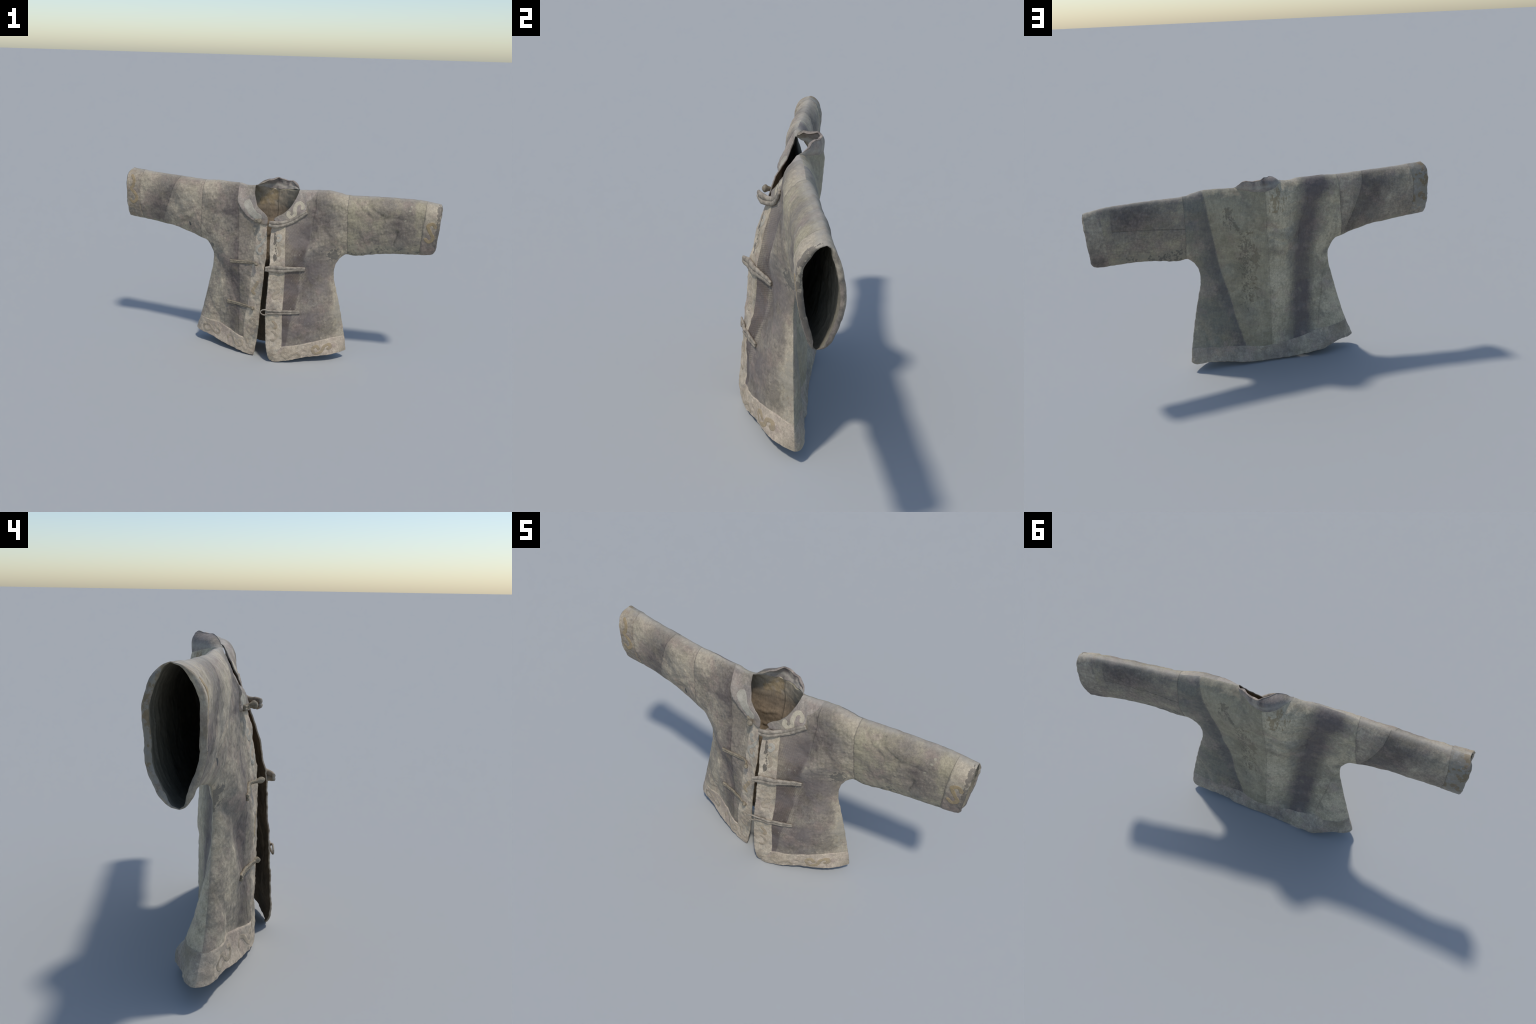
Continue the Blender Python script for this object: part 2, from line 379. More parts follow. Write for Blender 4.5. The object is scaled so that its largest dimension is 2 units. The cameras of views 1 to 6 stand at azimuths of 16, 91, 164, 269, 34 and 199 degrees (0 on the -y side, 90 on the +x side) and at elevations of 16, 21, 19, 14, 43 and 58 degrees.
def layer_y(x, z, front, raised=True):
    """Depth of the outer face of the front or back layer."""
    full = fullness(x, z, front)
    gap = np.maximum(gap_of(x, z, front), 0.004)
    out = np.zeros(np.shape(x))
    # wrinkles
    out += 0.0045 * fbm(x, z * 0.7, 9, 21 if front else 22, 2)
    out += 0.0026 * fbm(x, z, 30, 23 if front else 24, 2)
    out += 0.0035 * np.maximum(fbm(x + 0.35 * z, z * 0.25, 26, 25 if front else 26, 2) - 0.25, 0)
    out *= 1 - 0.75 * smooth(0.88, 0.96, np.abs(x))
    for f, pts, depth, width in FOLDS:
        if f == front:
            d = dist_poly(x, z, pts)
            out -= depth * np.exp(-(d / width) ** 2)
    # seams sink a little
    for k in (GROOVES_F if front else GROOVES_B):
        d = dist_poly(x, z, LC[k])
        out -= 0.0016 * np.exp(-(d / 0.0028) ** 2)
    # trims lie on top of the skin
    r = region(x, z, front)
    if raised:
        for name, h, lines in (("hem_band", 0.0036, ("hr", "hl") if front else ("hb",)), ("placket", 0.0036, ("pr", "pl")),
                               ("cuff_band", 0.0032, ("cl", "cr")), ("collar_band", 0.006, ("kr", "kl"))):
            m = r == name
            if not m.any():
                continue
            d = np.minimum.reduce([dist_poly(x[m], z[m], LC[k]) for k in lines])
            hh = h if front else h * 0.5
            if name == "collar_band":
                xm, zm = x[m], z[m]
                hh = np.where(xm < 0, 0.010 * smooth(0.985, 0.93, zm) + 0.001, 0.004 * smooth(1.0, 0.95, zm) + 0.001)
            hh = hh + 0.0016 * fbm(x[m], z[m], 48, 27, 2) if name != "sleeve" else hh
            out[m] += hh * smooth(-0.0005, 0.0022, d)
    out = out * np.clip(full * 1.6, 0, 1)
    s = -1 if front else 1
    return PART(x, z) + s * (gap * full + out)


def thickness(x, z):
    t = 0.0055 + 0.0105 * smooth(0.93, 0.985, np.abs(x)) + 0.002 * smooth(0.12, 0.05, z)
    return t


# ----------------------------------------------------------------- meshing of the layers
def mesh_layer(outline, closed, seams, front):
    """Triangulate one layer in (x, z): rows hugging the closed edges, points along seams, an even grid elsewhere."""
    rows = []
    for line, inward in closed:
        t = np.gradient(line, axis=0)
        n = np.column_stack([-t[:, 1], t[:, 0]]); n /= np.linalg.norm(n, axis=1)[:, None] + 1e-12
        for d in (0.0005, 0.0018, 0.004, 0.0075):
            p = line[1:-1] + inward * d * n[1:-1]
            rows.append(p[inside(p[:, 0], p[:, 1], outline)])
    rows = np.vstack(rows)
    closed_all = [c for c, _ in closed]
    seam_pts = []
    bx = np.vstack([outline, outline[:1]])
    for s in seams:
        if len(s) == 0:
            continue
        k = inside(s[:, 0], s[:, 1], outline) & (dist_poly(s[:, 0], s[:, 1], bx) > 0.0025)
        s = s[k]
        for c in closed_all:
            if len(s):
                s = s[edge_dist(s[:, 0], s[:, 1], c) > 0.0098]
        if len(s):
            seam_pts.append(s)
    lo, hi = outline.min(0), outline.max(0)
    gx, gz = np.arange(lo[0], hi[0], GRID), np.arange(lo[1], hi[1], GRID * 0.866)
    X, Z = np.meshgrid(gx, gz)
    X[1::2] += GRID / 2
    X, Z = X.ravel(), Z.ravel()
    k = inside(X, Z, outline)
    X, Z = X[k], Z[k]
    k = edge_dist(X, Z, bx) > 0.0028
    for c in closed_all:
        k &= edge_dist(X, Z, c) > 0.0104
    sp = np.vstack(seam_pts) if seam_pts else np.zeros((0, 2))
    X, Z = X[k], Z[k]
    # thin the seam points where two seams meet, then clear the grid beside them
    keep, cell = [], set()
    for p in sp:
        c = (round(p[0] / 0.0022), round(p[1] / 0.0022))
        if c not in cell:
            cell.add(c); keep.append(p)
    sp = np.array(keep).reshape(-1, 2)
    near = {}
    for p in sp:
        near.setdefault((int(p[0] // 0.006), int(p[1] // 0.006)), []).append(p)
    ok = np.ones(len(X), bool)
    for i, (a, b) in enumerate(zip(X, Z)):
        ci, cj = int(a // 0.006), int(b // 0.006)
        for u in (-1, 0, 1):
            for v in (-1, 0, 1):
                for q in near.get((ci + u, cj + v), ()):
                    if (q[0] - a) ** 2 + (q[1] - b) ** 2 < 0.0027 ** 2:
                        ok[i] = False
    pts = np.vstack([outline, rows, sp, np.column_stack([X[ok], Z[ok]])])
    n = len(outline)
    vs, _, fs, _, _, _ = delaunay_2d_cdt([Vector(p) for p in pts], [], [list(range(n))], 1, 1e-7)
    V = np.array([(v[0], v[1]) for v in vs])
    F = np.array([list(f) for f in fs if len(f) == 3])
    a, b, c = V[F[:, 0]], V[F[:, 1]], V[F[:, 2]]
    area = (b[:, 0] - a[:, 0]) * (c[:, 1] - a[:, 1]) - (b[:, 1] - a[:, 1]) * (c[:, 0] - a[:, 0])
    F = F[np.abs(area) > 1e-10]
    flip = area[np.abs(area) > 1e-10] < 0
    F[flip] = F[flip][:, ::-1]
    return V, F


def shifted(line, d):
    t = np.gradient(line, axis=0)
    n = np.column_stack([-t[:, 1], t[:, 0]]); n /= np.linalg.norm(n, axis=1)[:, None] + 1e-12
    return line + n * d


seams_f = []
for k in ("kr", "kl", "pr", "pl", "hr", "hl"):
    seams_f += [L[k], shifted(L[k], 0.0028), shifted(L[k], -0.0028)]
seams_f += [L[k] for k in ("sl", "sr", "cl", "cr", "a", "ss", "sh")]
seams_b = [L["hb"], shifted(L["hb"], 0.0028), shifted(L["hb"], -0.0028)] + [L[k] for k in ("sl", "sr", "cl", "cr", "cb", "bs", "bl", "br")]

out_back = np.vstack([neck_b[::-1][:-1], top_l[:-1], cuff_l[:-1], under_l[:-1], hem_b[:-1], under_r[::-1][:-1], cuff_r[::-1][:-1], top_r[::-1][:-1]])
out_l = np.vstack([top_l[:-1], cuff_l[:-1], under_l[:-1], hem_l[:-1], edge_l[:-1], neck_l[:-1]])
out_r = np.vstack([top_r[:-1], cuff_r[:-1], under_r[:-1], hem_r[:-1], edge_r[:-1], neck_r[:-1]])
cl_l = [(top_l, -1), (under_l, -1)]
cl_r = [(top_r, 1), (under_r, 1)]


def fix_inward(closed, outline):
    res = []
    for line, _ in closed:
        m = len(line) // 2
        t = line[m + 1] - line[m - 1]
        n = np.array([-t[1], t[0]]) / np.linalg.norm(t)
        p = line[m] + n * 0.004
        res.append((line, 1 if inside(p[:1], p[1:], outline)[0] else -1))
    return res


sheets = []
for outline, closed, seams, front in ((out_back, cl_l + cl_r, seams_b, False), (out_l, cl_l, seams_f, True), (out_r, cl_r, seams_f, True)):
    V2, F2 = mesh_layer(outline, fix_inward(closed, outline), seams, front)
    sheets.append((V2, F2, front))
print("meshed", [(len(a), len(b)) for a, b, _ in sheets], round(time.time() - T0, 1))

# join the layers along their closed edges
verts, xz, tris, tri_region, tri_front, key_of = [], [], [], [], [], {}
closed_lines = [top_l, top_r, under_l, under_r]
base = 0
pos, flat, full_all = [], [], []
for V2, F2, front in sheets:
    y = layer_y(V2[:, 0], V2[:, 1], front)
    dmin = np.minimum.reduce([edge_dist(V2[:, 0], V2[:, 1], c) for c in closed_lines])
    on = dmin < 2e-6
    idx = np.empty(len(V2), int)
    new = np.zeros(len(V2), bool)
    for i in range(len(V2)):
        if on[i]:
            k = (round(V2[i, 0] * 2e4), round(V2[i, 1] * 2e4))
            if k in key_of:
                idx[i] = key_of[k]
                continue
            key_of[k] = base
        idx[i] = base
        new[i] = True
        base += 1
    pos.append(np.column_stack([V2[:, 0], y, V2[:, 1]])[new])
    f = idx[F2]
    c = V2[F2].mean(1)
    tri_region.append(region(c[:, 0], c[:, 1], front))
    tri_front.append(np.full(len(F2), front))
    tris.append(f if front else f[:, ::-1])
P = np.vstack(pos)
TRI = np.vstack(tris)
REG = np.concatenate(tri_region)
FRONT = np.concatenate(tri_front)


def vertex_normals(P, T):
    fn = np.cross(P[T[:, 1]] - P[T[:, 0]], P[T[:, 2]] - P[T[:, 0]])
    n = np.zeros_like(P)
    for c in range(3):
        np.add.at(n, T[:, c], fn)
    return n / (np.linalg.norm(n, axis=1)[:, None] + 1e-20)


NRM = vertex_normals(P, TRI)
# inner face: the layer's own thickness, less where the two layers close on each other
room = np.minimum.reduce([edge_dist(P[:, 0], P[:, 2], c) for c in closed_lines])
nape = smooth(0.92, 1.0, P[:, 2]) * smooth(0.17, 0.10, np.abs(P[:, 0] - 0.02)) * smooth(0.06, 0.09, P[:, 1])
th = (thickness(P[:, 0], P[:, 2]) + 0.013 * nape) * np.clip(0.15 + room / 0.03, 0, 1)
INNER = P - NRM * th[:, None]

# ----------------------------------------------------------------- rims along the open edges
edges = np.sort(np.vstack([TRI[:, [0, 1]], TRI[:, [1, 2]], TRI[:, [2, 0]]]), axis=1)
owner = np.tile(np.arange(len(TRI)), 3)
direct = np.vstack([TRI[:, [0, 1]], TRI[:, [1, 2]], TRI[:, [2, 0]]])
code = edges[:, 0].astype(np.int64) * len(P) + edges[:, 1]
uniq, first, count = np.unique(code, return_index=True, return_counts=True)
border = first[count == 1]
rim_edge, rim_tri = direct[border], owner[border]
print("rim edges", len(rim_edge), "over-used edges", int((count > 2).sum()))
# outward direction in the surface at rim vertices
outw = np.zeros_like(P)
for (a, b), t in zip(rim_edge, rim_tri):
    fnrm = np.cross(P[TRI[t, 1]] - P[TRI[t, 0]], P[TRI[t, 2]] - P[TRI[t, 0]])
    fnrm /= np.linalg.norm(fnrm) + 1e-20
    o = np.cross(P[b] - P[a], fnrm)
    o /= np.linalg.norm(o) + 1e-20
    outw[a] += o; outw[b] += o
outw /= np.linalg.norm(outw, axis=1)[:, None] + 1e-20
MID = 0.5 * (P + INNER) + outw * (th * 0.45)[:, None]

# ----------------------------------------------------------------- materials
class Node:
    """Tiny expression layer over shader nodes."""
    def __init__(self, tree, sock):
        self.t, self.s = tree, sock

    def _m(self, op, *args, clamp=False):
        n = self.t.nodes.new("ShaderNodeMath"); n.operation = op; n.use_clamp = clamp
        for i, a in enumerate((self,) + args):
            if isinstance(a, Node):
                self.t.links.new(a.s, n.inputs[i])
            else:
                n.inputs[i].default_value = float(a)
        return Node(self.t, n.outputs[0])

    def __add__(self, o): return self._m("ADD", o)
    __radd__ = __add__
    def __sub__(self, o): return self._m("SUBTRACT", o)
    def __rsub__(self, o): return (self * -1.0) + o
    def __mul__(self, o): return self._m("MULTIPLY", o)
    __rmul__ = __mul__
    def __truediv__(self, o): return self._m("DIVIDE", o)
    def min(self, o): return self._m("MINIMUM", o)
    def max(self, o): return self._m("MAXIMUM", o)
    def pow(self, o): return self._m("POWER", o)
    def abs(self): return self._m("ABSOLUTE")
    def sin(self): return self._m("SINE")
    def exp(self): return self._m("EXPONENT")
    def clamp(self): return self._m("ADD", 0.0, clamp=True)

    def step(self, a, b):
        n = self.t.nodes.new("ShaderNodeMapRange"); n.interpolation_type = "SMOOTHSTEP"
        if a <= b:
            vals = (a, b, 0, 1)
        else:
            vals = (b, a, 1, 0)
        for i, v in enumerate(vals):
            n.inputs[i + 1].default_value = v
        self.t.links.new(self.s, n.inputs[0])
        return Node(self.t, n.outputs[0])


class Mat:
    def __init__(self, name):
        self.m = bpy.data.materials.new(name)
        self.m.use_nodes = True
        self.t = self.m.node_tree
        self.bsdf = self.t.nodes["Principled BSDF"]
        tc = self.t.nodes.new("ShaderNodeTexCoord")
        self.obj = tc.outputs["Object"]
        sp = self.t.nodes.new("ShaderNodeSeparateXYZ")
        self.t.links.new(self.obj, sp.inputs[0])
        self.x, self.y, self.z = (Node(self.t, sp.outputs[i]) for i in range(3))

    def vec(self, scale=(1, 1, 1), rot=(0, 0, 0), loc=(0, 0, 0)):
        n = self.t.nodes.new("ShaderNodeMapping")
        n.inputs["Scale"].default_value = scale
        n.inputs["Rotation"].default_value = rot
        n.inputs["Location"].default_value = loc
        self.t.links.new(self.obj, n.inputs[0])
        return n.outputs[0]

    def noise(self, scale, detail=3, rough=0.55, seed=0.0, stretch=(1, 1, 1), rot=(0, 0, 0), dist=0.0):
        n = self.t.nodes.new("ShaderNodeTexNoise")
        n.inputs["Scale"].default_value, n.inputs["Detail"].default_value = scale, detail
        n.inputs["Roughness"].default_value = rough
        n.inputs["Distortion"].default_value = dist
        self.t.links.new(self.vec(stretch, rot, (seed * 1.37, seed * 0.71, -seed)), n.inputs["Vector"])
        return Node(self.t, n.outputs[0])

    def cells(self, scale, stretch=(1, 1, 1), rot=(0, 0, 0), rand=0.75, smooth_=0.0):
        n = self.t.nodes.new("ShaderNodeTexVoronoi")
        n.inputs["Scale"].default_value = scale
        n.inputs["Randomness"].default_value = rand
        self.t.links.new(self.vec(stretch, rot), n.inputs["Vector"])
        return Node(self.t, n.outputs["Distance"])

    def const(self, v):
        n = self.t.nodes.new("ShaderNodeValue"); n.outputs[0].default_value = v
        return Node(self.t, n.outputs[0])

    def rgb(self, c):
        n = self.t.nodes.new("ShaderNodeRGB"); n.outputs[0].default_value = (*c, 1)
        return n.outputs[0]

    def mix(self, fac, a, b, mode="MIX"):
        n = self.t.nodes.new("ShaderNodeMix"); n.data_type = "RGBA"; n.blend_type = mode; n.clamp_factor = True
        if isinstance(fac, Node):
            self.t.links.new(fac.s, n.inputs["Factor"])
        else:
            n.inputs["Factor"].default_value = fac
        for sock, v in ((n.inputs[6], a), (n.inputs[7], b)):
            if isinstance(v, tuple):
                sock.default_value = (*v, 1)
            else:
                self.t.links.new(v, sock)
        return n.outputs[2]

    def scale_rgb(self, col, node):
        """Multiply a colour by a value."""
        n = self.t.nodes.new("ShaderNodeVectorMath"); n.operation = "SCALE"
        self.t.links.new(col, n.inputs[0]); self.t.links.new(node.s, n.inputs["Scale"])
        return n.outputs[0]

    # ---- geometric masks on the flat pattern (x, z)
    def line_offset(self, line, upright=True):
        """Signed offset from a polyline: x - x(z) for upright seams, z - z(x) for level ones."""
        p = sorted([(b, a) if upright else (a, b) for a, b in line])
        u, v = (self.z, self.x) if upright else (self.x, self.z)
        ref = self.const(p[0][1])
        for (u0, v0), (u1, v1) in zip(p[:-1], p[1:]):
            if u1 - u0 < 1e-5:
                continue
            n = (u - u0).max(0.0).min(u1 - u0)
            ref = ref + n * ((v1 - v0) / (u1 - u0))
        return v - ref

    def window(self, node, lo, hi, soft=0.02):
        return node.step(lo - soft, lo + soft) * node.step(hi + soft, hi - soft)

    def fade(self, off, side, width, power=1.4, crisp=0.009):
        """Dark right at a seam on one side of it, fading away from it."""
        d = off * float(side)
        return d.step(-crisp, crisp) * (1.0 - (d / width)).max(0.0).min(1.0).pow(power)

    def band(self, off, width):
        return ((off / width) * (off / width) * -1.0).exp()

    def blob(self, cx, cz, rx, rz, rot=0.0):
        c, s = math.cos(rot), math.sin(rot)
        dx, dz = self.x - cx, self.z - cz
        a = (dx * c + dz * s) / rx
        b = (dz * c - dx * s) / rz
        return ((a * a + b * b) * -1.0).exp()

    def scales(self, pitch, angle, warp=0.35, aspect=1.0):
        """Diamond lattice of fish scales; 0 in the pockets' edges, 1 on their backs."""
        w = (self.noise(9, 2, seed=3.1) - 0.5) * (warp * 10)
        w2 = (self.noise(11, 2, seed=8.7) - 0.5) * (warp * 10)
        c, s = math.cos(angle), math.sin(angle)
        u = (self.x * c + self.z * s) * (math.pi / pitch * aspect) + w
        v = (self.z * c - self.x * s) * (math.pi / pitch) + w2
        a = (u + v).sin().abs()
        b = (u - v).sin().abs()
        return a.min(b).pow(0.7)

    def done(self, col, height=None, bump=0.4, dist=0.002, rough=0.7, spec=0.3):
        self.t.links.new(col, self.bsdf.inputs["Base Color"])
        if isinstance(rough, Node):
            self.t.links.new(rough.s, self.bsdf.inputs["Roughness"])
        else:
            self.bsdf.inputs["Roughness"].default_value = rough
        self.bsdf.inputs["Specular IOR Level"].default_value = spec
        if height is not None:
            b = self.t.nodes.new("ShaderNodeBump")
            b.inputs["Strength"].default_value, b.inputs["Distance"].default_value = bump, dist
            self.t.links.new(height.s, b.inputs["Height"])
            self.t.links.new(b.outputs[0], self.bsdf.inputs["Normal"])
        return self.m


PALE = (0.345, 0.305, 0.238)
TAN = (0.235, 0.200, 0.145)
GREY = (0.190, 0.168, 0.140)
DARK = (0.100, 0.085, 0.079)
BROWN = (0.100, 0.074, 0.058)
OLIVE = (0.175, 0.158, 0.105)
BLUE = (0.150, 0.150, 0.138)
OCHRE = (0.225, 0.150, 0.062)
FLAKE = (0.080, 0.068, 0.052)


def skin(name, build, pitch=0.0105, angle=0.0, scale_contrast=0.42, pale=PALE, mid=GREY, dark=DARK, seed=1.0, rough=0.62, spec=0.35, warp=0.35, gain=1.27, lattice=None, deep=1.0):
    """Tanned fish skin: pale belly to dark back, scaly grain, mottling, stains."""
    M = Mat(name)
    dark_mask, pale_mask, seam, extra = build(M)
    mott = M.noise(7.5, 4, 0.62, seed)
    mott2 = M.noise(24, 4, 0.65, seed + 4, dist=0.6)
    mott3 = M.noise(70, 3, 0.6, seed + 14)
    fine = M.noise(190, 3, 0.6, seed + 9)
    streak = M.noise(60, 3, 0.6, seed + 2, stretch=(1.6, 1, 0.5))
    d = 0.20 + dark_mask * 0.95 - pale_mask * 0.45 + (mott - 0.5) * 1.35 + (mott2 - 0.5) * 0.8 + (mott3 - 0.5) * 0.35
    col = M.mix(d.step(-0.05, 0.50), M.rgb(pale), mid)
    col = M.mix(d.step(0.40, 1.05), col, dark)
    # hue drift
    hue = M.noise(6.0, 4, 0.6, seed + 20)
    col = M.mix(hue.step(0.48, 0.68) * 0.34, col, OLIVE)
    hue2 = M.noise(7.0, 4, 0.6, seed + 31)
    col = M.mix(hue2.step(0.50, 0.70) * 0.38, col, BLUE)
    hue3 = M.noise(11.0, 4, 0.6, seed + 37)
    col = M.mix(hue3.step(0.50, 0.68) * 0.50, col, (0.238, 0.188, 0.162))
    pebble = M.cells(0.62 / pitch, (1.0, 0.8, 1.15), (0.4, 0.3, angle), 0.62)
    sc = (1.0 - pebble * 1.25).max(0.0).min(1.0)
    if lattice is not None:
        where = lattice(M)
        sc = M.scales(pitch, angle, warp) * where + sc * (1.0 - where)
        scale_contrast = (where * (deep - 1.0) + 1.0) * scale_contrast
    amount = M.noise(8, 2, 0.5, seed + 40).step(0.35, 0.62)
    k = (sc - 0.45) * ((amount * 0.6 + 0.4) * scale_contrast)
    col = M.scale_rgb(col, (1.0 + k * 0.68 + (fine - 0.5) * 0.8 + (streak - 0.5) * 0.6) * gain)
    col = M.mix(1.0, col, (1.0, 0.948, 0.880), 'MULTIPLY')
    ridge = M.line_offset(TOP_R[::-1] + TOP_L, False)
    worn = (M.band(ridge, 0.010) * (mott2 * 1.5 - 0.15).max(0.0) * M.z.step(0.9, 0.98)).min(1.0)  # pale highlight painted along the shoulder and sleeve ridge
    col = M.mix(worn * 0.8, col, (0.42, 0.385, 0.315))
    for fac, c in extra:
        col = M.mix(fac, col, c)
    if seam is not None:
        col = M.mix(seam * (mott2 * 0.95).min(0.7), col, (0.055, 0.047, 0.040))
    h = sc * 0.38 + fine * 0.35 + mott2 * 1.2 + mott3 * 0.6
    return M.done(col, h, 0.55, 0.0026, rough, spec)


def seamline(M, lines, width=0.0022):
    out = None
    for pts, upright, lo, hi in lines:
        off = M.line_offset(pts, upright)
        u = M.z if upright else M.x
        k = M.band(off, width) * M.window(u, lo, hi, 0.006)
        out = k if out is None else out.max(k)
    return out


def crumble(M, where, lo, hi, scale=38, seed=5.0, stretch=(1, 1, 1)):
    """Sharp-edged flakes where a soft mask is high."""
    n = M.noise(scale, 5, 0.62, seed, stretch=stretch)
    big = M.noise(scale * 0.3, 2, 0.5, seed + 3)
    return (n * 0.6 + big * 0.4 + where * 0.22).step(lo, hi)


def m_front_r(M):
    a = M.line_offset(SEAM_A)
    dark = M.fade(a, -1, 0.13) * M.window(M.z, 0.13, 1.2) * 0.75
    dark = dark + M.fade(a, 1, 0.16, 0.8) * 0.36
    dark = dark + M.blob(-0.26, 0.50, 0.09, 0.10, -0.6) * 0.40 + M.blob(-0.33, 0.60, 0.06, 0.05) * 0.35 + M.blob(-0.27, 0.90, 0.07, 0.03) * 0.35
    dark = dark + M.blob(-0.33, 0.98, 0.12, 0.10) * 0.22 + M.blob(-0.215, 0.24, 0.05, 0.12) * 0.35
    pale = M.blob(-0.32, 0.42, 0.04, 0.12, -0.25) * 0.6 + M.blob(-0.43, 0.70, 0.05, 0.06) * 0.4 + M.blob(-0.44, 0.98, 0.03, 0.12) * 0.35
    seam = seamline(M, [(SEAM_A, True, 0.12, 0.96), (SLEEVE_SEAM_R, True, 0.6, 1.2)])
    fl = crumble(M, M.blob(-0.41, 0.64, 0.05, 0.06), 0.63, 0.66, 45, 2.0)
    return dark, pale, seam, [(fl * 0.7, (0.105, 0.098, 0.085))]


def m_front_l(M):
    strip = [(0.251, 0.835), (0.245, 0.768), (0.226, 0.681), (0.219, 0.611), (0.196, 0.551), (0.195, 0.451), (0.186, 0.35), (0.163, 0.284), (0.140, 0.112)]
    s = M.line_offset(strip)
    low = M.z.step(0.62, 0.45)
    dark = M.fade(s, -1, 0.13, 1.2, 0.012) * M.z.step(0.89, 0.80) * 0.85 + M.fade(s, -1, 0.6, 0.8, 0.012) * low * 0.5
    sh = M.line_offset(SEAM_SHOULDER)
    dark = dark + M.fade(sh, 1, 0.11, 1.0) * M.window(M.z, 0.79, 1.2, 0.05) * 0.55 + M.fade(sh, -1, 0.06, 1.0, 0.006) * M.window(M.z, 0.83, 1.2, 0.04) * 0.55
    dark = dark + M.blob(0.35, 0.86, 0.05, 0.08, 0.3) * 0.4 + M.blob(0.30, 0.56, 0.09, 0.08) * 0.40 + M.blob(0.26, 0.42, 0.06, 0.14) * 0.30
    dark = dark + M.blob(0.30, 0.22, 0.12, 0.07) * 0.30 + M.blob(0.40, 0.18, 0.04, 0.04) * 0.3
    dark = dark + M.x.step(0.43, 0.33) * M.z.step(0.74, 0.60) * 0.30 + M.blob(0.22, 0.18, 0.05, 0.09) * 0.25
    flecks = crumble(M, M.blob(0.45, 0.33, 0.035, 0.2), 0.60, 0.66, 70, 27.0, (1.4, 1, 0.6))
    purple = M.noise(9, 3, 0.5, 41.0).step(0.42, 0.62) * M.x.step(0.44, 0.34)
    pale = M.blob(0.42, 1.02, 0.035, 0.05) * 0.8 + M.blob(0.42, 0.40, 0.025, 0.16) * 0.6 + M.blob(0.39, 0.69, 0.05, 0.03, 0.5) * 0.9
    pale = pale + M.blob(0.14, 0.78, 0.035, 0.09) * 0.35 + M.blob(0.47, 0.25, 0.02, 0.1) * 0.6
    seam = seamline(M, [(SEAM_SHOULDER, True, 0.8, 1.06), (SLEEVE_SEAM_L, True, 0.6, 1.2)])
    fl = crumble(M, M.blob(0.40, 0.685, 0.06, 0.05), 0.665, 0.685, 50, 6.0)
    brown = M.fade(s, -1, 0.5, 0.6, 0.012) * M.z.step(0.90, 0.84)
    spots = crumble(M, M.blob(0.43, 0.40, 0.03, 0.2), 0.66, 0.68, 60, 7.0)
    return dark, pale, seam, [(brown * 0.62, BROWN), (purple * 0.45, (0.185, 0.156, 0.145)), (flecks * 0.55, PALE), (spots * 0.5, PALE), (fl * 0.75, (0.110, 0.102, 0.088))]


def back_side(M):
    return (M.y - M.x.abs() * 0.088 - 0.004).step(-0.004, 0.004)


def m_sleeve_r(M):
    b = back_side(M)
    f = 1.0 - b
    a = M.line_offset(SEAM_SLEEVE_R)
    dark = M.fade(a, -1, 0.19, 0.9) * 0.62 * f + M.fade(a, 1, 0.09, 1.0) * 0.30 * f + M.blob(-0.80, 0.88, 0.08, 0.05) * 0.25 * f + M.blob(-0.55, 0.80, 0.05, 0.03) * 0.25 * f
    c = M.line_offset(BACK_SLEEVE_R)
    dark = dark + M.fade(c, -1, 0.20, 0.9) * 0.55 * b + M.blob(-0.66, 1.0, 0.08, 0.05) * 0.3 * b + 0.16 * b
    pale = M.blob(-0.54, 0.95, 0.07, 0.10) * 0.75 * f + M.blob(-0.50, 1.0, 0.06, 0.12) * 0.55 * b + M.blob(-0.84, 1.0, 0.06, 0.08) * 0.35
    s1 = seamline(M, [(SEAM_SLEEVE_R, True, 0.7, 1.2)]) * f
    s2 = seamline(M, [(BACK_SLEEVE_R, True, 0.7, 1.2)]) * b
    seam = s1.max(s2).max(seamline(M, [(SLEEVE_SEAM_R, True, 0.6, 1.2), (CUFF_SEAM_R, True, 0.7, 1.2)]))
    fl = crumble(M, (M.z - (M.x * -0.23 + 0.595)).step(0.06, 0.0), 0.665, 0.69, 40, 3.0)
    dark_blotch = M.blob(-0.545, 0.795, 0.008, 0.018, 0.4).step(0.45, 0.6) * f
    return dark, pale, seam, [(fl * 0.8, (0.27, 0.24, 0.17)), (dark_blotch, (0.06, 0.058, 0.055))]


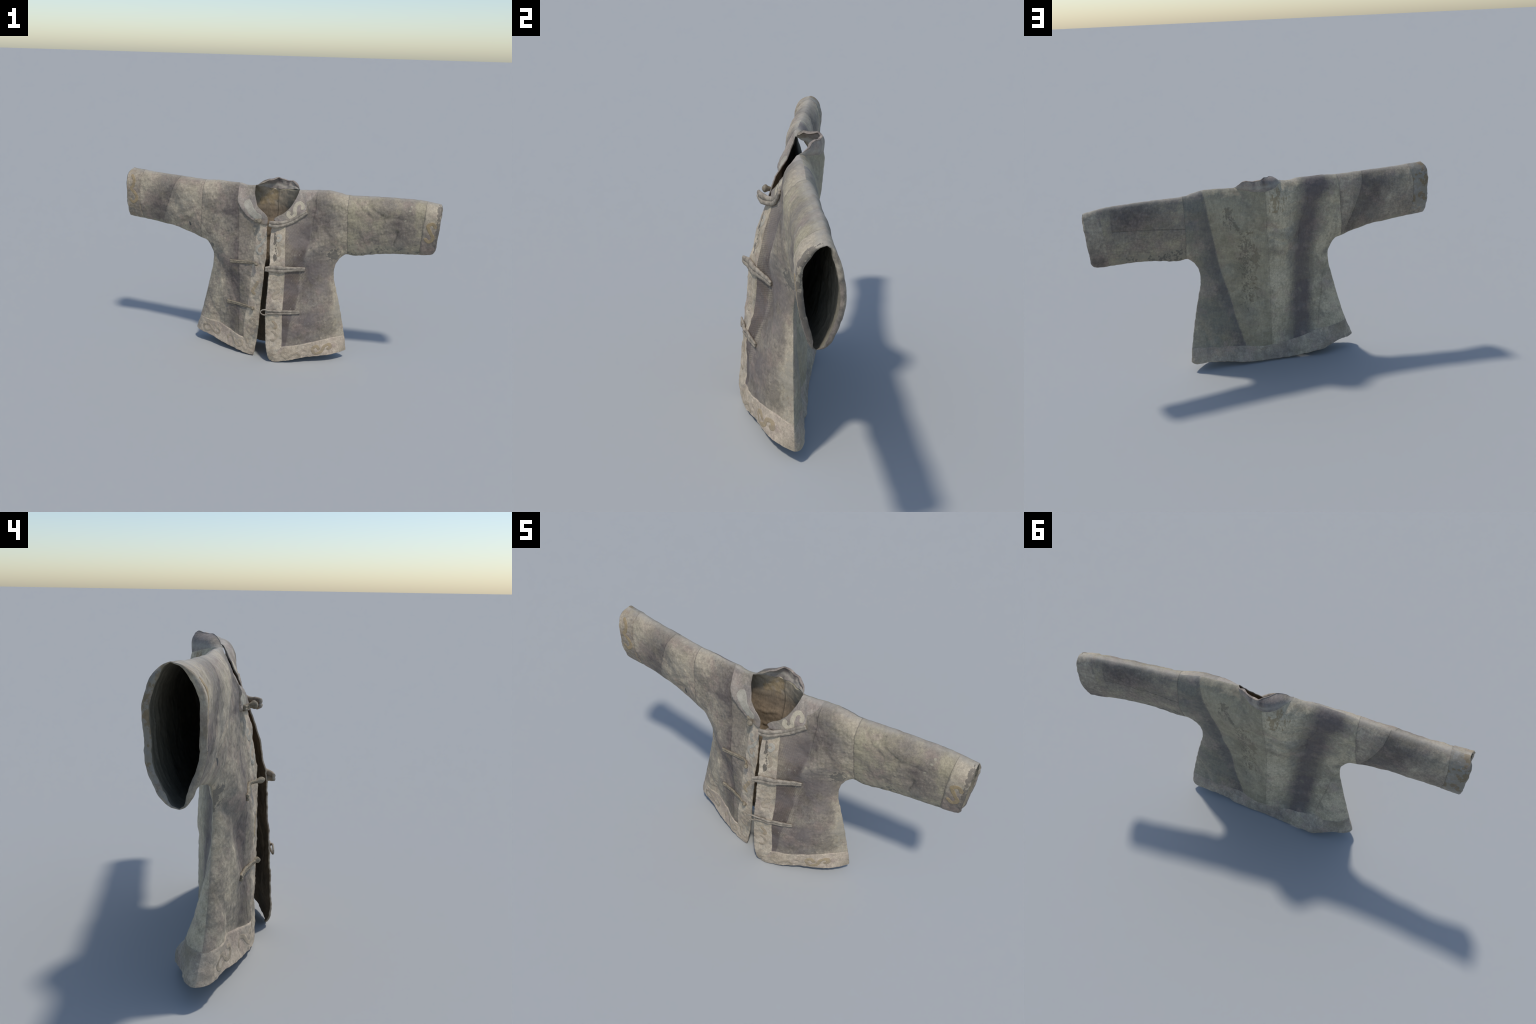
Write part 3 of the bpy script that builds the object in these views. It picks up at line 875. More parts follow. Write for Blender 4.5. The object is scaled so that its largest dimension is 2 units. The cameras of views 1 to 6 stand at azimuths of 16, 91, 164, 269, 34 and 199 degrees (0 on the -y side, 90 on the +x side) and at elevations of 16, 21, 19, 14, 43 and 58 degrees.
def m_sleeve_l(M):
    b = back_side(M)
    f = 1.0 - b
    dark = M.blob(0.77, 0.90, 0.08, 0.15, 0.1) * 0.52 * f + M.blob(0.60, 0.80, 0.05, 0.04) * 0.2 * f
    h = M.line_offset(BACK_SLEEVE_L, False)
    e = M.x.step(0.864, 0.858)
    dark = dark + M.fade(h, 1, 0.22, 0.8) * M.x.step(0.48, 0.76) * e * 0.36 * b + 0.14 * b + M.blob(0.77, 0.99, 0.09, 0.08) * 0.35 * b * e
    pale = M.blob(0.52, 0.97, 0.05, 0.07) * 0.6 * f + M.blob(0.88, 0.98, 0.03, 0.09) * 0.8 * f + M.blob(0.54, 0.80, 0.10, 0.06) * 0.3 * b
    s2 = seamline(M, [(BACK_SLEEVE_L, False, 0.46, 0.86)], 0.003) * b
    slash = seamline(M, [([(0.763, 0.865), (0.757, 0.83), (0.740, 0.776)], True, 0.776, 0.862)], 0.005) * f
    seam = seamline(M, [(SLEEVE_SEAM_L, True, 0.6, 1.2)]).max(seamline(M, [(CUFF_SEAM_L, True, 0.7, 1.2)]) * f).max(s2).max(slash)
    fl = crumble(M, M.z.step(0.82, 0.74), 0.655, 0.68, 42, 4.0)
    fd = crumble(M, M.z.step(0.82, 0.74), 0.770, 0.785, 60, 14.0)
    beads = M.blob(0.828, 1.02, 0.007, 0.006).step(0.4, 0.6).max(M.blob(0.822, 0.995, 0.008, 0.006).step(0.4, 0.6)).max(M.blob(0.80, 0.935, 0.007, 0.006).step(0.4, 0.6)) * f
    return dark, pale, seam, [(fl * 0.6, (0.27, 0.24, 0.175)), (fd * 0.7, (0.10, 0.092, 0.078)), (beads * 0.8, (0.38, 0.34, 0.25))]


def m_back(M):
    d = M.line_offset(BACK_DIAG)
    dark = M.fade(d, 1, 0.17, 0.9, 0.014) * 0.55 + M.fade(d, 1, 0.5, 1.0, 0.006) * 0.25
    s = M.line_offset([(-0.30, 1.09), (-0.27, 0.95), (-0.23, 0.75), (-0.205, 0.576), (-0.20, 0.435), (-0.19, 0.345), (-0.165, 0.11)])
    dark = dark + M.band(s, 0.060) * 0.95 + M.band(s + 0.05, 0.03) * 0.2
    dark = dark + M.blob(-0.36, 1.04, 0.07, 0.05) * 0.5 + M.blob(-0.08, 0.78, 0.10, 0.03) * 0.2
    pale = M.blob(-0.06, 0.95, 0.06, 0.10) * 0.45 + M.blob(-0.07, 0.5, 0.05, 0.30) * 0.30 + M.blob(-0.39, 0.30, 0.05, 0.15) * 0.45 + M.blob(0.08, 0.80, 0.05, 0.3) * 0.30
    seam = seamline(M, [(CENTRE_BACK, True, 0.1, 1.05), (BACK_SIDE, True, 0.15, 0.50), (SLEEVE_SEAM_L, True, 0.6, 1.2), (SLEEVE_SEAM_R, True, 0.6, 1.2)], 0.003)
    seam = seam.max(seamline(M, [(BACK_STRIP, True, 0.72, 1.03)], 0.003))
    cool = d.step(-0.004, 0.010) * M.noise(6, 3, 0.5, 51.0).step(0.3, 0.6)
    plum = (M.band(s + 0.012, 0.085) * M.noise(8, 3, 0.5, 55.0).step(0.25, 0.5)).min(1.0)
    olive = d.step(0.002, -0.01) * M.x.step(-0.01, 0.02)
    trail = M.band(M.line_offset([(0.255, 1.03), (0.24, 0.97), (0.20, 0.86), (0.135, 0.79), (0.13, 0.70), (0.135, 0.60), (0.13, 0.45), (0.145, 0.30)]), 0.065) * M.window(M.z, 0.30, 1.0, 0.05)
    fl = crumble(M, trail, 0.750, 0.762, 55, 8.0, (1.5, 1, 0.6)).max(crumble(M, trail, 0.760, 0.770, 90, 28.0))
    fb = crumble(M, M.blob(0.08, 0.60, 0.07, 0.35), 0.70, 0.74, 30, 18.0)
    oc = crumble(M, M.blob(-0.07, 0.97, 0.065, 0.085), 0.665, 0.685, 75, 9.0, (1.6, 1, 0.4))
    bl = crumble(M, M.blob(0.42, 0.66, 0.06, 0.05), 0.64, 0.66, 45, 11.0)
    return dark, pale, seam * 0.45, [(cool * 0.40, (0.128, 0.136, 0.122)), (plum * 0.40, (0.120, 0.100, 0.098)), (olive * 0.45, (0.205, 0.182, 0.118)), (fb * 0.5, (0.140, 0.108, 0.068)), (fl * 0.5, (0.095, 0.078, 0.058)), (oc * 0.55, OCHRE), (bl * 0.6, (0.24, 0.215, 0.155))]


def m_band(M):
    return M.const(0.02), M.const(0.25), None, [(crumble(M, M.blob(0.05, 0.03, 0.02, 0.02), 0.70, 0.72, 50, 3.0) * 0.8, (0.12, 0.085, 0.040)),
                                               (M.noise(14, 3, 0.5, 4.4).step(0.5, 0.75) * 0.35, (0.29, 0.225, 0.160))]


def m_band_back(M):
    return M.const(0.26), M.const(0.0), None, [(M.noise(12, 3, 0.5, 2.2).step(0.5, 0.75) * 0.3, OLIVE)]


def m_placket(M):
    wear = M.band(M.line_offset([(0.045, 0.84), (0.05, 0.76), (0.055, 0.70), (0.055, 0.62)]), 0.02) * M.window(M.z, 0.64, 0.83, 0.02)
    fl = crumble(M, wear, 0.69, 0.705, 50, 3.0, (1.3, 1, 0.6))
    return M.const(0.02), M.const(0.30), None, [(M.noise(16, 3, 0.5, 7.4).step(0.48, 0.72) * 0.40, (0.28, 0.20, 0.125)),
                                               (M.noise(13, 3, 0.5, 17.4).step(0.52, 0.72) * 0.30, BLUE), (fl * 0.85, (0.105, 0.090, 0.072))]


def m_cuff(M):
    b = back_side(M)
    left = M.x.step(-0.1, 0.1)
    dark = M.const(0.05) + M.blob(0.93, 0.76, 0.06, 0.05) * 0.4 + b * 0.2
    pale = M.blob(0.95, 1.0, 0.06, 0.09) * 0.8 + M.blob(-0.93, 1.05, 0.05, 0.06) * 0.35
    oc = crumble(M, b * (1.0 - left) * M.z.step(0.80, 0.9), 0.66, 0.68, 42, 6.0)
    bl = crumble(M, b * (1.0 - left), 0.70, 0.73, 36, 16.0)
    tint = (1.0 - left) * (1.0 - b) * M.noise(20, 3, 0.5, 3.0).step(0.45, 0.7)
    edge = crumble(M, M.x.step(0.965, 0.985), 0.675, 0.695, 50, 26.0) * (1.0 - b)
    return dark, pale, None, [(tint * 0.35, OCHRE), (oc * 0.6, (0.20, 0.140, 0.062)), (bl * 0.5, (0.29, 0.285, 0.255)), (edge * 0.7, (0.11, 0.095, 0.078))]


def m_collar(M):
    stand = M.z.step(1.055, 1.065) * M.y.step(0.03, 0.06)
    r2 = ((M.x - 0.094) * (M.x - 0.094) + (M.z - 1.083) * (M.z - 1.083)).pow(0.5)
    ring = M.band(r2 - 0.014, 0.006) * stand
    bars = M.band(M.x - 0.045, 0.012) * stand
    dusk = M.band(M.x - 0.068, 0.010).max(M.band(M.x - 0.012, 0.012)) * stand
    return M.const(0.14) + dusk * 0.5, (ring + bars) * 1.0 + M.blob(0.20, 1.03, 0.06, 0.04) * 0.6 + M.blob(-0.12, 0.92, 0.06, 0.06) * 0.35, None, [(M.noise(15, 3, 0.5, 9.0).step(0.5, 0.75) * 0.3, (0.205, 0.190, 0.175))]


MATS = dict(
    front_panel_r=skin("scaly_skin_grey", m_front_r, 0.0105, 0.5, 0.55, seed=1.0),
    front_panel_l=skin("scaly_skin_brown", m_front_l, 0.0115, -0.35, 0.55, seed=2.0, warp=0.22, lattice=lambda M: M.blob(0.17, 0.60, 0.075, 0.42, 0.0).step(0.25, 0.6), deep=1.9),
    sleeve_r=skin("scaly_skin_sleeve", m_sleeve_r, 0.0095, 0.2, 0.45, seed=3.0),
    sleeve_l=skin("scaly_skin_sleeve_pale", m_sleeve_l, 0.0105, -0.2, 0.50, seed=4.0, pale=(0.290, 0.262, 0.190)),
    back_panel=skin("scaly_skin_back", m_back, 0.0105, 0.15, 0.40, seed=5.0, gain=1.62, pale=(0.345, 0.310, 0.232), mid=(0.188, 0.172, 0.132)),
    hem_band=skin("trim_skin", m_band, 0.008, 0.6, 0.25, seed=6.0, gain=1.5, pale=(0.345, 0.298, 0.240), mid=(0.235, 0.200, 0.165)),
    hem_band_b=skin("trim_skin_grey", m_band_back, 0.009, 0.4, 0.35, seed=7.0, gain=1.85),
    placket=skin("trim_skin_worn", m_placket, 0.008, 0.4, 0.22, seed=8.0, gain=1.5, pale=(0.340, 0.300, 0.240), mid=(0.230, 0.200, 0.165)),
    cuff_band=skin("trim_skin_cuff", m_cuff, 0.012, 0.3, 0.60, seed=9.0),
    collar_band=skin("collar_skin", m_collar, 0.009, 0.8, 0.30, seed=10.0, gain=1.4, pale=(0.275, 0.244, 0.210), mid=(0.178, 0.158, 0.144)),
)


def lining_mat():
    M = Mat("lining_skin")
    n = M.noise(9, 4, 0.6, 1.0)
    col = M.mix(n.step(0.35, 0.65), M.rgb((0.290, 0.222, 0.150)), (0.195, 0.155, 0.110))
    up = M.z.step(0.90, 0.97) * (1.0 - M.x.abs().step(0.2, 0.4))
    col = M.mix(up * 0.6, col, (0.40, 0.335, 0.245))  # lining colour lightened here for sunlight falling through the neck opening
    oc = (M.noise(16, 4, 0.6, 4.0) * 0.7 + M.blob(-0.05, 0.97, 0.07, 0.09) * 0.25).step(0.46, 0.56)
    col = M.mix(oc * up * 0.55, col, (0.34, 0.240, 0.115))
    col = M.mix(M.x.abs().step(0.42, 0.55) * 0.8, col, (0.215, 0.200, 0.155))
    fine = M.noise(140, 3, 0.6, 2.0)
    hair = M.noise(90, 3, 0.6, 5.0, stretch=(2.0, 1, 0.4))
    col = M.scale_rgb(col, 1.0 + (fine - 0.5) * 0.5 + (hair - 0.5) * 0.6)
    seam = seamline(M, [(CENTRE_BACK, True, 0.1, 1.05)], 0.003)
    col = M.mix(seam * 0.6, col, (0.06, 0.05, 0.04))
    return M.done(col, hair + n, 0.4, 0.003, 0.85, 0.2)


def plain_mat(name, base, second, scale=60, bump=0.3, rough=0.7):
    M = Mat(name)
    n = M.noise(scale, 4, 0.6, 1.0)
    fine = M.noise(260, 2, 0.6, 2.0)
    col = M.mix(n.step(0.35, 0.68), M.rgb(base), second)
    col = M.scale_rgb(col, (1.0 + (fine - 0.5) * 0.6) * 1.2)
    return M.done(col, n + fine * 0.6, bump, 0.002, rough, 0.3)


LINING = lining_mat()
CORD = plain_mat("twisted_cord_skin", (0.300, 0.258, 0.200), (0.165, 0.138, 0.108), 38)
CORD_DULL = plain_mat("dull_cord_skin", (0.235, 0.198, 0.140), (0.140, 0.115, 0.080), 70)
MOTIF_OCHRE = plain_mat("ochre_applique", (0.300, 0.222, 0.122), (0.230, 0.178, 0.110), 30)
MOTIF_CREAM = plain_mat("cream_applique", (0.415, 0.360, 0.262), (0.350, 0.302, 0.225), 30)
MOTIF_FAINT = plain_mat("faded_applique", (0.335, 0.275, 0.200), (0.265, 0.215, 0.155), 30)
MOTIF_TAN = plain_mat("tan_applique", (0.320, 0.245, 0.150), (0.270, 0.215, 0.150), 40)
MOTIF_PALE = plain_mat("pale_applique", (0.345, 0.312, 0.250), (0.275, 0.248, 0.198), 34)

# ----------------------------------------------------------------- building the parts
root = bpy.data.objects.new("skin_jacket", None)
root.empty_display_size = 0.2
bpy.context.scene.collection.objects.link(root)
root["label"] = "worn grey-brown fish-skin jacket, spread sleeves, scroll-trimmed edges"
root["category"] = "jacket"


def add_mesh(name, V, F, material, normals=None, parent=root, smooth_shade=True):
    me = bpy.data.meshes.new(name)
    F = np.asarray(F)
    me.vertices.add(len(V)); me.vertices.foreach_set("co", np.asarray(V, np.float32).ravel())
    k = F.shape[1]
    me.loops.add(F.size); me.loops.foreach_set("vertex_index", F.ravel().astype(np.int32))
    me.polygons.add(len(F)); me.polygons.foreach_set("loop_start", np.arange(0, F.size, k, dtype=np.int32))
    me.update(calc_edges=True)
    me.validate()
    me.polygons.foreach_set("use_smooth", np.full(len(me.polygons), smooth_shade))
    me.materials.append(material)
    if normals is not None and len(me.vertices) == len(normals):
        me.normals_split_custom_set_from_vertices(np.asarray(normals, np.float32).tolist())
    ob = bpy.data.objects.new(name, me)
    bpy.context.scene.collection.objects.link(ob)
    ob.parent = parent
    return ob


# rim strip per border edge: outer - mid - inner, with smooth normals of its own
N0 = len(P)
ALL = np.vstack([P, MID, INNER, P + 0.0])
cen = P[TRI].mean(1)


def rim_quads(sel):
    e = rim_edge[sel]
    a, b = e[:, 0], e[:, 1]
    return np.vstack([np.column_stack([b, a, a + N0, b + N0]), np.column_stack([b + N0, a + N0, a + 2 * N0, b + 2 * N0])])


tri_of_rim = rim_tri
part_objects = {}


def emit(name, mask, material, with_rim=True, parent=root):
    t = TRI[mask]
    if len(t) == 0:
        return None
    used, inv = np.unique(t, return_inverse=True)
    tris_ = inv.reshape(-1, 3)
    V, Nn = [P[used]], [NRM[used]]
    faces = [np.column_stack([tris_, tris_[:, 2]])]  # triangles, padded below
    ob = None
    sel = mask[tri_of_rim] if with_rim else np.zeros(len(rim_tri), bool)
    polys = [list(f) for f in tris_]
    normals = [NRM[used]]
    nv = len(used)
    if sel.any():
        q = rim_quads(sel)
        ru, rinv = np.unique(q, return_inverse=True)
        polys += [list(f) for f in (rinv.reshape(-1, 4) + nv)]
        V.append(ALL[ru])
        vi = ru % N0
        lay = ru // N0
        nn = np.where((lay == 0)[:, None], NRM[vi] + outw[vi], np.where((lay == 1)[:, None], outw[vi], outw[vi] - NRM[vi]))
        normals.append(nn / (np.linalg.norm(nn, axis=1)[:, None] + 1e-20))
    V = np.vstack(V)
    normals = np.vstack(normals)
    me = bpy.data.meshes.new(name)
    me.from_pydata(V.tolist(), [], polys)
    me.polygons.foreach_set("use_smooth", np.ones(len(me.polygons), bool))
    me.materials.append(material)
    me.normals_split_custom_set_from_vertices(normals.tolist())
    ob = bpy.data.objects.new(name, me)
    bpy.context.scene.collection.objects.link(ob)
    ob.parent = parent
    return ob


isl = cen[:, 0] > 0
ob_of = {}
for left in (False, True):
    side = isl == left
    sfx = "_l" if left else "_r"
    fp = emit("front_panel", side & (REG == "front_panel"), MATS["front_panel" + sfx])
    emit("placket", side & (REG == "placket"), MATS["placket"], parent=fp)
    emit("hem_band", side & FRONT & (REG == "hem_band"), MATS["hem_band"], parent=fp)
    emit("collar_band", side & (REG == "collar_band"), MATS["collar_band"], parent=fp)
    sl = emit("sleeve", side & (REG == "sleeve"), MATS["sleeve" + sfx])
    cf = emit("cuff_band", side & (REG == "cuff_band"), MATS["cuff_band"], parent=sl)
    ob_of[left] = (fp, sl)
o = np.argsort(L["cb"][:, 1])
cb_side = cen[:, 0] > np.interp(cen[:, 2], L["cb"][o, 1], L["cb"][o, 0])
for left in (False, True):
    bp = emit("back_panel", (cb_side == left) & (REG == "back_panel"), MATS["back_panel"])
    if left is False:
        back_obj = bp
emit("hem_band", ~FRONT & (REG == "hem_band"), MATS["hem_band_b"], parent=back_obj)
in_sl = (REG == "sleeve") | (REG == "cuff_band")
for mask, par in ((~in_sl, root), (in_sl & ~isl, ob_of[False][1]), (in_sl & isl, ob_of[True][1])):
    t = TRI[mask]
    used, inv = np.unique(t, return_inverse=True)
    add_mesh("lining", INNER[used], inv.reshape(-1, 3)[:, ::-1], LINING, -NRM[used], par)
print("layers built", round(time.time() - T0, 1))

# ----------------------------------------------------------------- stand collar
def build_collar():
    nb = spline(NECK_BACK[::-1], 0.004)   # from the right shoulder to the left
    yb = layer_y(nb[:, 0], nb[:, 1], False)
    basec = np.column_stack([nb[:, 0], yb, nb[:, 1]])
    rim = spline([(-0.116, 0.019, 1.078), (-0.103, 0.023, 1.081), (-0.086, 0.029, 1.093), (-0.068, 0.038, 1.106), (-0.049, 0.048, 1.113), (-0.037, 0.058, 1.115),
                  (-0.023, 0.073, 1.117), (-0.012, 0.088, 1.119), (0.003, 0.104, 1.121), (0.018, 0.114, 1.117), (0.033, 0.118, 1.112), (0.070, 0.108, 1.106), (0.100, 0.094, 1.109),
                  (0.124, 0.079, 1.102), (0.138, 0.072, 1.093), (0.149, 0.057, 1.080), (0.155, 0.044, 1.072), (0.159, 0.035, 1.068)], 0.004)
    n, rows = 90, 14
    s = np.linspace(0, 1, n)

    def along(c):
        d = np.r_[0, np.cumsum(np.linalg.norm(np.diff(c, axis=0), axis=1))]; d /= d[-1]
        return np.column_stack([np.interp(s, d, c[:, k]) for k in range(3)])
    b, r = along(basec), along(rim)
    g = []
    for j in range(rows):
        t = j / (rows - 1)
        p = b * (1 - t) + r * t
        bulge = math.sin(math.pi * t)
        # the free half rolls outward, the other half stands and creases at its peak
        roll = smooth(0.45, 0.7, s) * smooth(1.0, 0.85, s)
        fold_in = smooth(0.05, 0.2, s) * smooth(0.6, 0.42, s)
        p[:, 1] += 0.007 * bulge * roll + 0.010 * bulge * fold_in
        p[:, 2] += 0.010 * bulge * fold_in
        p[:, 1] += 0.003 * np.array([perlin(q * 9, t * 1.5, 4.2) for q in s]) * t * smooth(0, .1, s) * smooth(1, .9, s)
        p[:, 2] += 0.003 * np.array([perlin(q * 13, 9.1, 0.3) for q in s]) * t * smooth(0, .1, s) * smooth(1, .9, s)
        g.append(p)
    G = np.array(g)
    idx = np.arange(rows * n).reshape(rows, n)
    quads = np.column_stack([idx[:-1, :-1].ravel(), idx[:-1, 1:].ravel(), idx[1:, 1:].ravel(), idx[1:, :-1].ravel()])
    V = G.reshape(-1, 3)
    T = np.vstack([quads[:, [0, 1, 2]], quads[:, [0, 2, 3]]])
    nr = vertex_normals(V, T)
    if nr[idx[rows // 2, n // 2], 1] < 0:
        quads, nr = quads[:, ::-1], -nr
    thick = 0.0125 * np.clip(np.minimum(s, 1 - s) / 0.14, 0.18, 1)
    lumps = np.array([[1 + 0.55 * float(perlin(q * 8, j * 0.16, 2.7)) for q in s] for j in range(rows)]).ravel()
    swell = np.repeat(np.linspace(1.45, 0.85, rows), n) * lumps
    inner = V - nr * (np.tile(thick, rows) * swell)[:, None]
    thick = thick * 0.72
    m = rows * n
    top = idx[-1]
    up = np.gradient(G, axis=0)[-1]; up /= np.linalg.norm(up, axis=1)[:, None]
    crown = 0.5 * (V[top] + inner[top]) + up * (thick * 0.4)[:, None]
    cidx = 2 * m + np.arange(n)
    q = [quads, quads[:, ::-1] + m]
    q.append(np.column_stack([top[:-1], top[1:], cidx[1:], cidx[:-1]]))
    q.append(np.column_stack([cidx[:-1], cidx[1:], top[1:] + m, top[:-1] + m]))
    ob = add_mesh("collar", np.vstack([V, inner, crown]), np.vstack(q), MATS["collar_band"])
    return ob, G


collar, collar_grid = build_collar()


# ----------------------------------------------------------------- cords, loops and knobs
def tube(path, radius, flat=1.0, flat_dir=(0, 1, 0), sides=12, wob=0.0, seed=0):
    """Swept, closed tube; radius may vary along it; flattened along flat_dir."""
    path = np.asarray(path, float)
    n = len(path)
    r = np.interp(np.linspace(0, 1, n), np.linspace(0, 1, len(np.atleast_1d(radius))), np.atleast_1d(radius)) if np.ndim(radius) else np.full(n, radius)
    t = np.gradient(path, axis=0); t /= np.linalg.norm(t, axis=1)[:, None] + 1e-12
    fd = np.asarray(flat_dir, float)
    rings = []
    for i in range(n):
        a = np.cross(t[i], fd); a /= np.linalg.norm(a) + 1e-9
        b = np.cross(a, t[i])
        for k in range(sides):
            w = 2 * math.pi * k / sides
            rr = r[i] * (1 + wob * float(perlin(i * 0.35, k * 0.8, seed + 0.5)))
            rings.append(path[i] + a * (rr * math.cos(w)) + b * (rr * flat * math.sin(w)))
    V = np.array(rings)
    idx = np.arange(n * sides).reshape(n, sides)
    nx = np.roll(idx, -1, axis=1)
    Q = np.column_stack([idx[:-1].ravel(), nx[:-1].ravel(), nx[1:].ravel(), idx[1:].ravel()])
    caps = np.vstack([path[0], path[-1]])
    c0, c1 = n * sides, n * sides + 1
    Q = np.vstack([Q, np.column_stack([np.full(sides, c0), nx[0], idx[0], idx[0]])[:, [0, 1, 2, 2]], np.column_stack([np.full(sides, c1), idx[-1], nx[-1], nx[-1]])])
    return np.vstack([V, caps]), Q


def join(parts):
    V, Q, b = [], [], 0
    for v, q in parts:
        V.append(v); Q.append(q + b); b += len(v)
    return np.vstack(V), np.vstack(Q)


def mesh_polys(name, V, Q, material, parent):
    me = bpy.data.meshes.new(name)
    polys = []
    for f in Q:
        g = []
        for i in f:
            if int(i) not in g:
                g.append(int(i))
        polys.append(g)
    me.from_pydata(V.tolist(), [], polys)
    me.polygons.foreach_set("use_smooth", np.ones(len(me.polygons), bool))
    me.materials.append(material)
    ob = bpy.data.objects.new(name, me)
    bpy.context.scene.collection.objects.link(ob)
    ob.parent = parent
    return ob


def on_front(pts, lift=0.0, follow=True):
    """Lay (x, z) points on the front."""
    p = np.asarray(pts, float)
    y = layer_y(p[:, 0], p[:, 1], True)
    return np.column_stack([p[:, 0], y - lift, p[:, 1]])


def two_strands(path, gap, r, flat, wob, seed):
    """A strip of skin folded to a double cord: two strands side by side."""
    path = np.asarray(path, float)
    t = np.gradient(path, axis=0); t /= np.linalg.norm(t, axis=1)[:, None] + 1e-12
    up = np.cross(t, np.array([0, 1.0, 0])); up /= np.linalg.norm(up, axis=1)[:, None] + 1e-9
    g = np.interp(np.linspace(0, 1, len(path)), np.linspace(0, 1, len(gap)), gap)[:, None]
    return [tube(path + up * g, r, flat, wob=wob, seed=seed), tube(path - up * g, r, flat, wob=wob, seed=seed + 3)]


left_panel, right_panel = ob_of[True][0], ob_of[False][0]
# middle loop: broad flat eye at the edge, narrowing along the chest
p = spline([(0.230, -0.051, 0.594), (0.175, -0.082, 0.595), (0.118, -0.124, 0.597), (0.075, -0.143, 0.600), (0.038, -0.156, 0.603), (0.010, -0.164, 0.604)], 0.004)
q = on_front(p[:, [0, 2]], 0.006)
w = smooth(0.05, 0.02, p[:, 0])[:, None]
p = q * (1 - w) + p * w
V, Q = join(two_strands(p, [0.0045, 0.0052, 0.0055, 0.0075, 0.0110, 0.0105, 0.006], [0.0065, 0.0092, 0.0095, 0.0110, 0.0135, 0.0130, 0.0085], 0.72, 0.12, 1))
mesh_polys("toggle_loop", V, Q, CORD, left_panel)
# lower loop: two strands that part into an open eye
p = spline([(0.221, -0.1, 0.331), (0.160, -0.12, 0.330), (0.10, -0.14, 0.330), (0.060, -0.15, 0.329), (0.030, -0.160, 0.327)], 0.004)
p = on_front(p[:, [0, 2]], 0.006)
V1, Q1 = join(two_strands(p, [0.0045, 0.0062, 0.0066, 0.0070, 0.0100], [0.0052, 0.0074, 0.0074, 0.0070, 0.0048], 0.85, 0.12, 5))
e = p[-1]
eye = spline([e + np.array((0.004, 0, 0.0105)), e + np.array((-0.012, -0.006, 0.0165)), e + np.array((-0.030, -0.008, 0.012)), e + np.array((-0.041, -0.009, -0.001)),
              e + np.array((-0.030, -0.008, -0.014)), e + np.array((-0.012, -0.006, -0.0175)), e + np.array((0.004, 0, -0.0105))], 0.003)
V, Q = join([(V1, Q1), tube(eye, [0.0050, 0.0042, 0.0036, 0.0034, 0.0036, 0.0042, 0.0050], 1.0, wob=0.15, seed=9)])
mesh_polys("toggle_loop", V, Q, CORD, left_panel)
# neck loop: sags from the collar to its rounded tip
p = spline([(0.222, -0.034, 0.945), (0.195, -0.045, 0.927), (0.160, -0.060, 0.902), (0.125, -0.072, 0.882), (0.085, -0.084, 0.869), (0.045, -0.100, 0.868), (0.010, -0.112, 0.874)], 0.004)
q = on_front(p[:, [0, 2]], 0.0055)
w = smooth(0.12, 0.03, p[:, 0])[:, None]
p = q * (1 - w) + p * w
V, Q = join(two_strands(p, [0.0042, 0.0060, 0.0066, 0.0072, 0.0078, 0.0105, 0.008], [0.0068, 0.0088, 0.0094, 0.0096, 0.0102, 0.0125, 0.0095], 0.75, 0.14, 11))
mesh_polys("toggle_loop", V, Q, CORD, left_panel)


def knob(bar, head, parent, r_bar=0.0054, fat=1.0):
    """A corded bar sewn to the panel, ending in a knotted knob that stands off it."""
    b = on_front(spline(bar, 0.004), 0.004)
    parts = two_strands(b, [0.0055, 0.0042, 0.0042, 0.0040, 0.002], [r_bar * 1.1, r_bar * 1.1, r_bar, r_bar, r_bar * 0.9], 1.0, 0.2, 17)
    h = np.vstack([b[-1:], np.asarray(head, float)])
    hp = spline(h, 0.0025)
    parts.append(tube(hp, [fat * r for r in (0.0064, 0.0064, 0.0068, 0.0090, 0.0116, 0.0112, 0.005)], 1.0, wob=0.12, seed=23, flat_dir=(0.3, 0.2, 1)))
    V, Q = join(parts)
    return mesh_polys("toggle_knob", V, Q, CORD_DULL, parent)


knob([(-0.244, 0.601), (-0.19, 0.604), (-0.13, 0.606), (-0.085, 0.610)], [(-0.068, -0.106, 0.611), (-0.052, -0.128, 0.614)], right_panel)
knob([(-0.264, 0.327), (-0.21, 0.325), (-0.15, 0.322), (-0.105, 0.321)], [(-0.088, -0.098, 0.321), (-0.074, -0.116, 0.319)], right_panel)
knob([(-0.095, 0.873), (-0.080, 0.871), (-0.066, 0.872)], [(-0.060, -0.070, 0.875), (-0.056, -0.086, 0.878), (-0.052, -0.100, 0.880)], right_panel, 0.0060, 1.35)


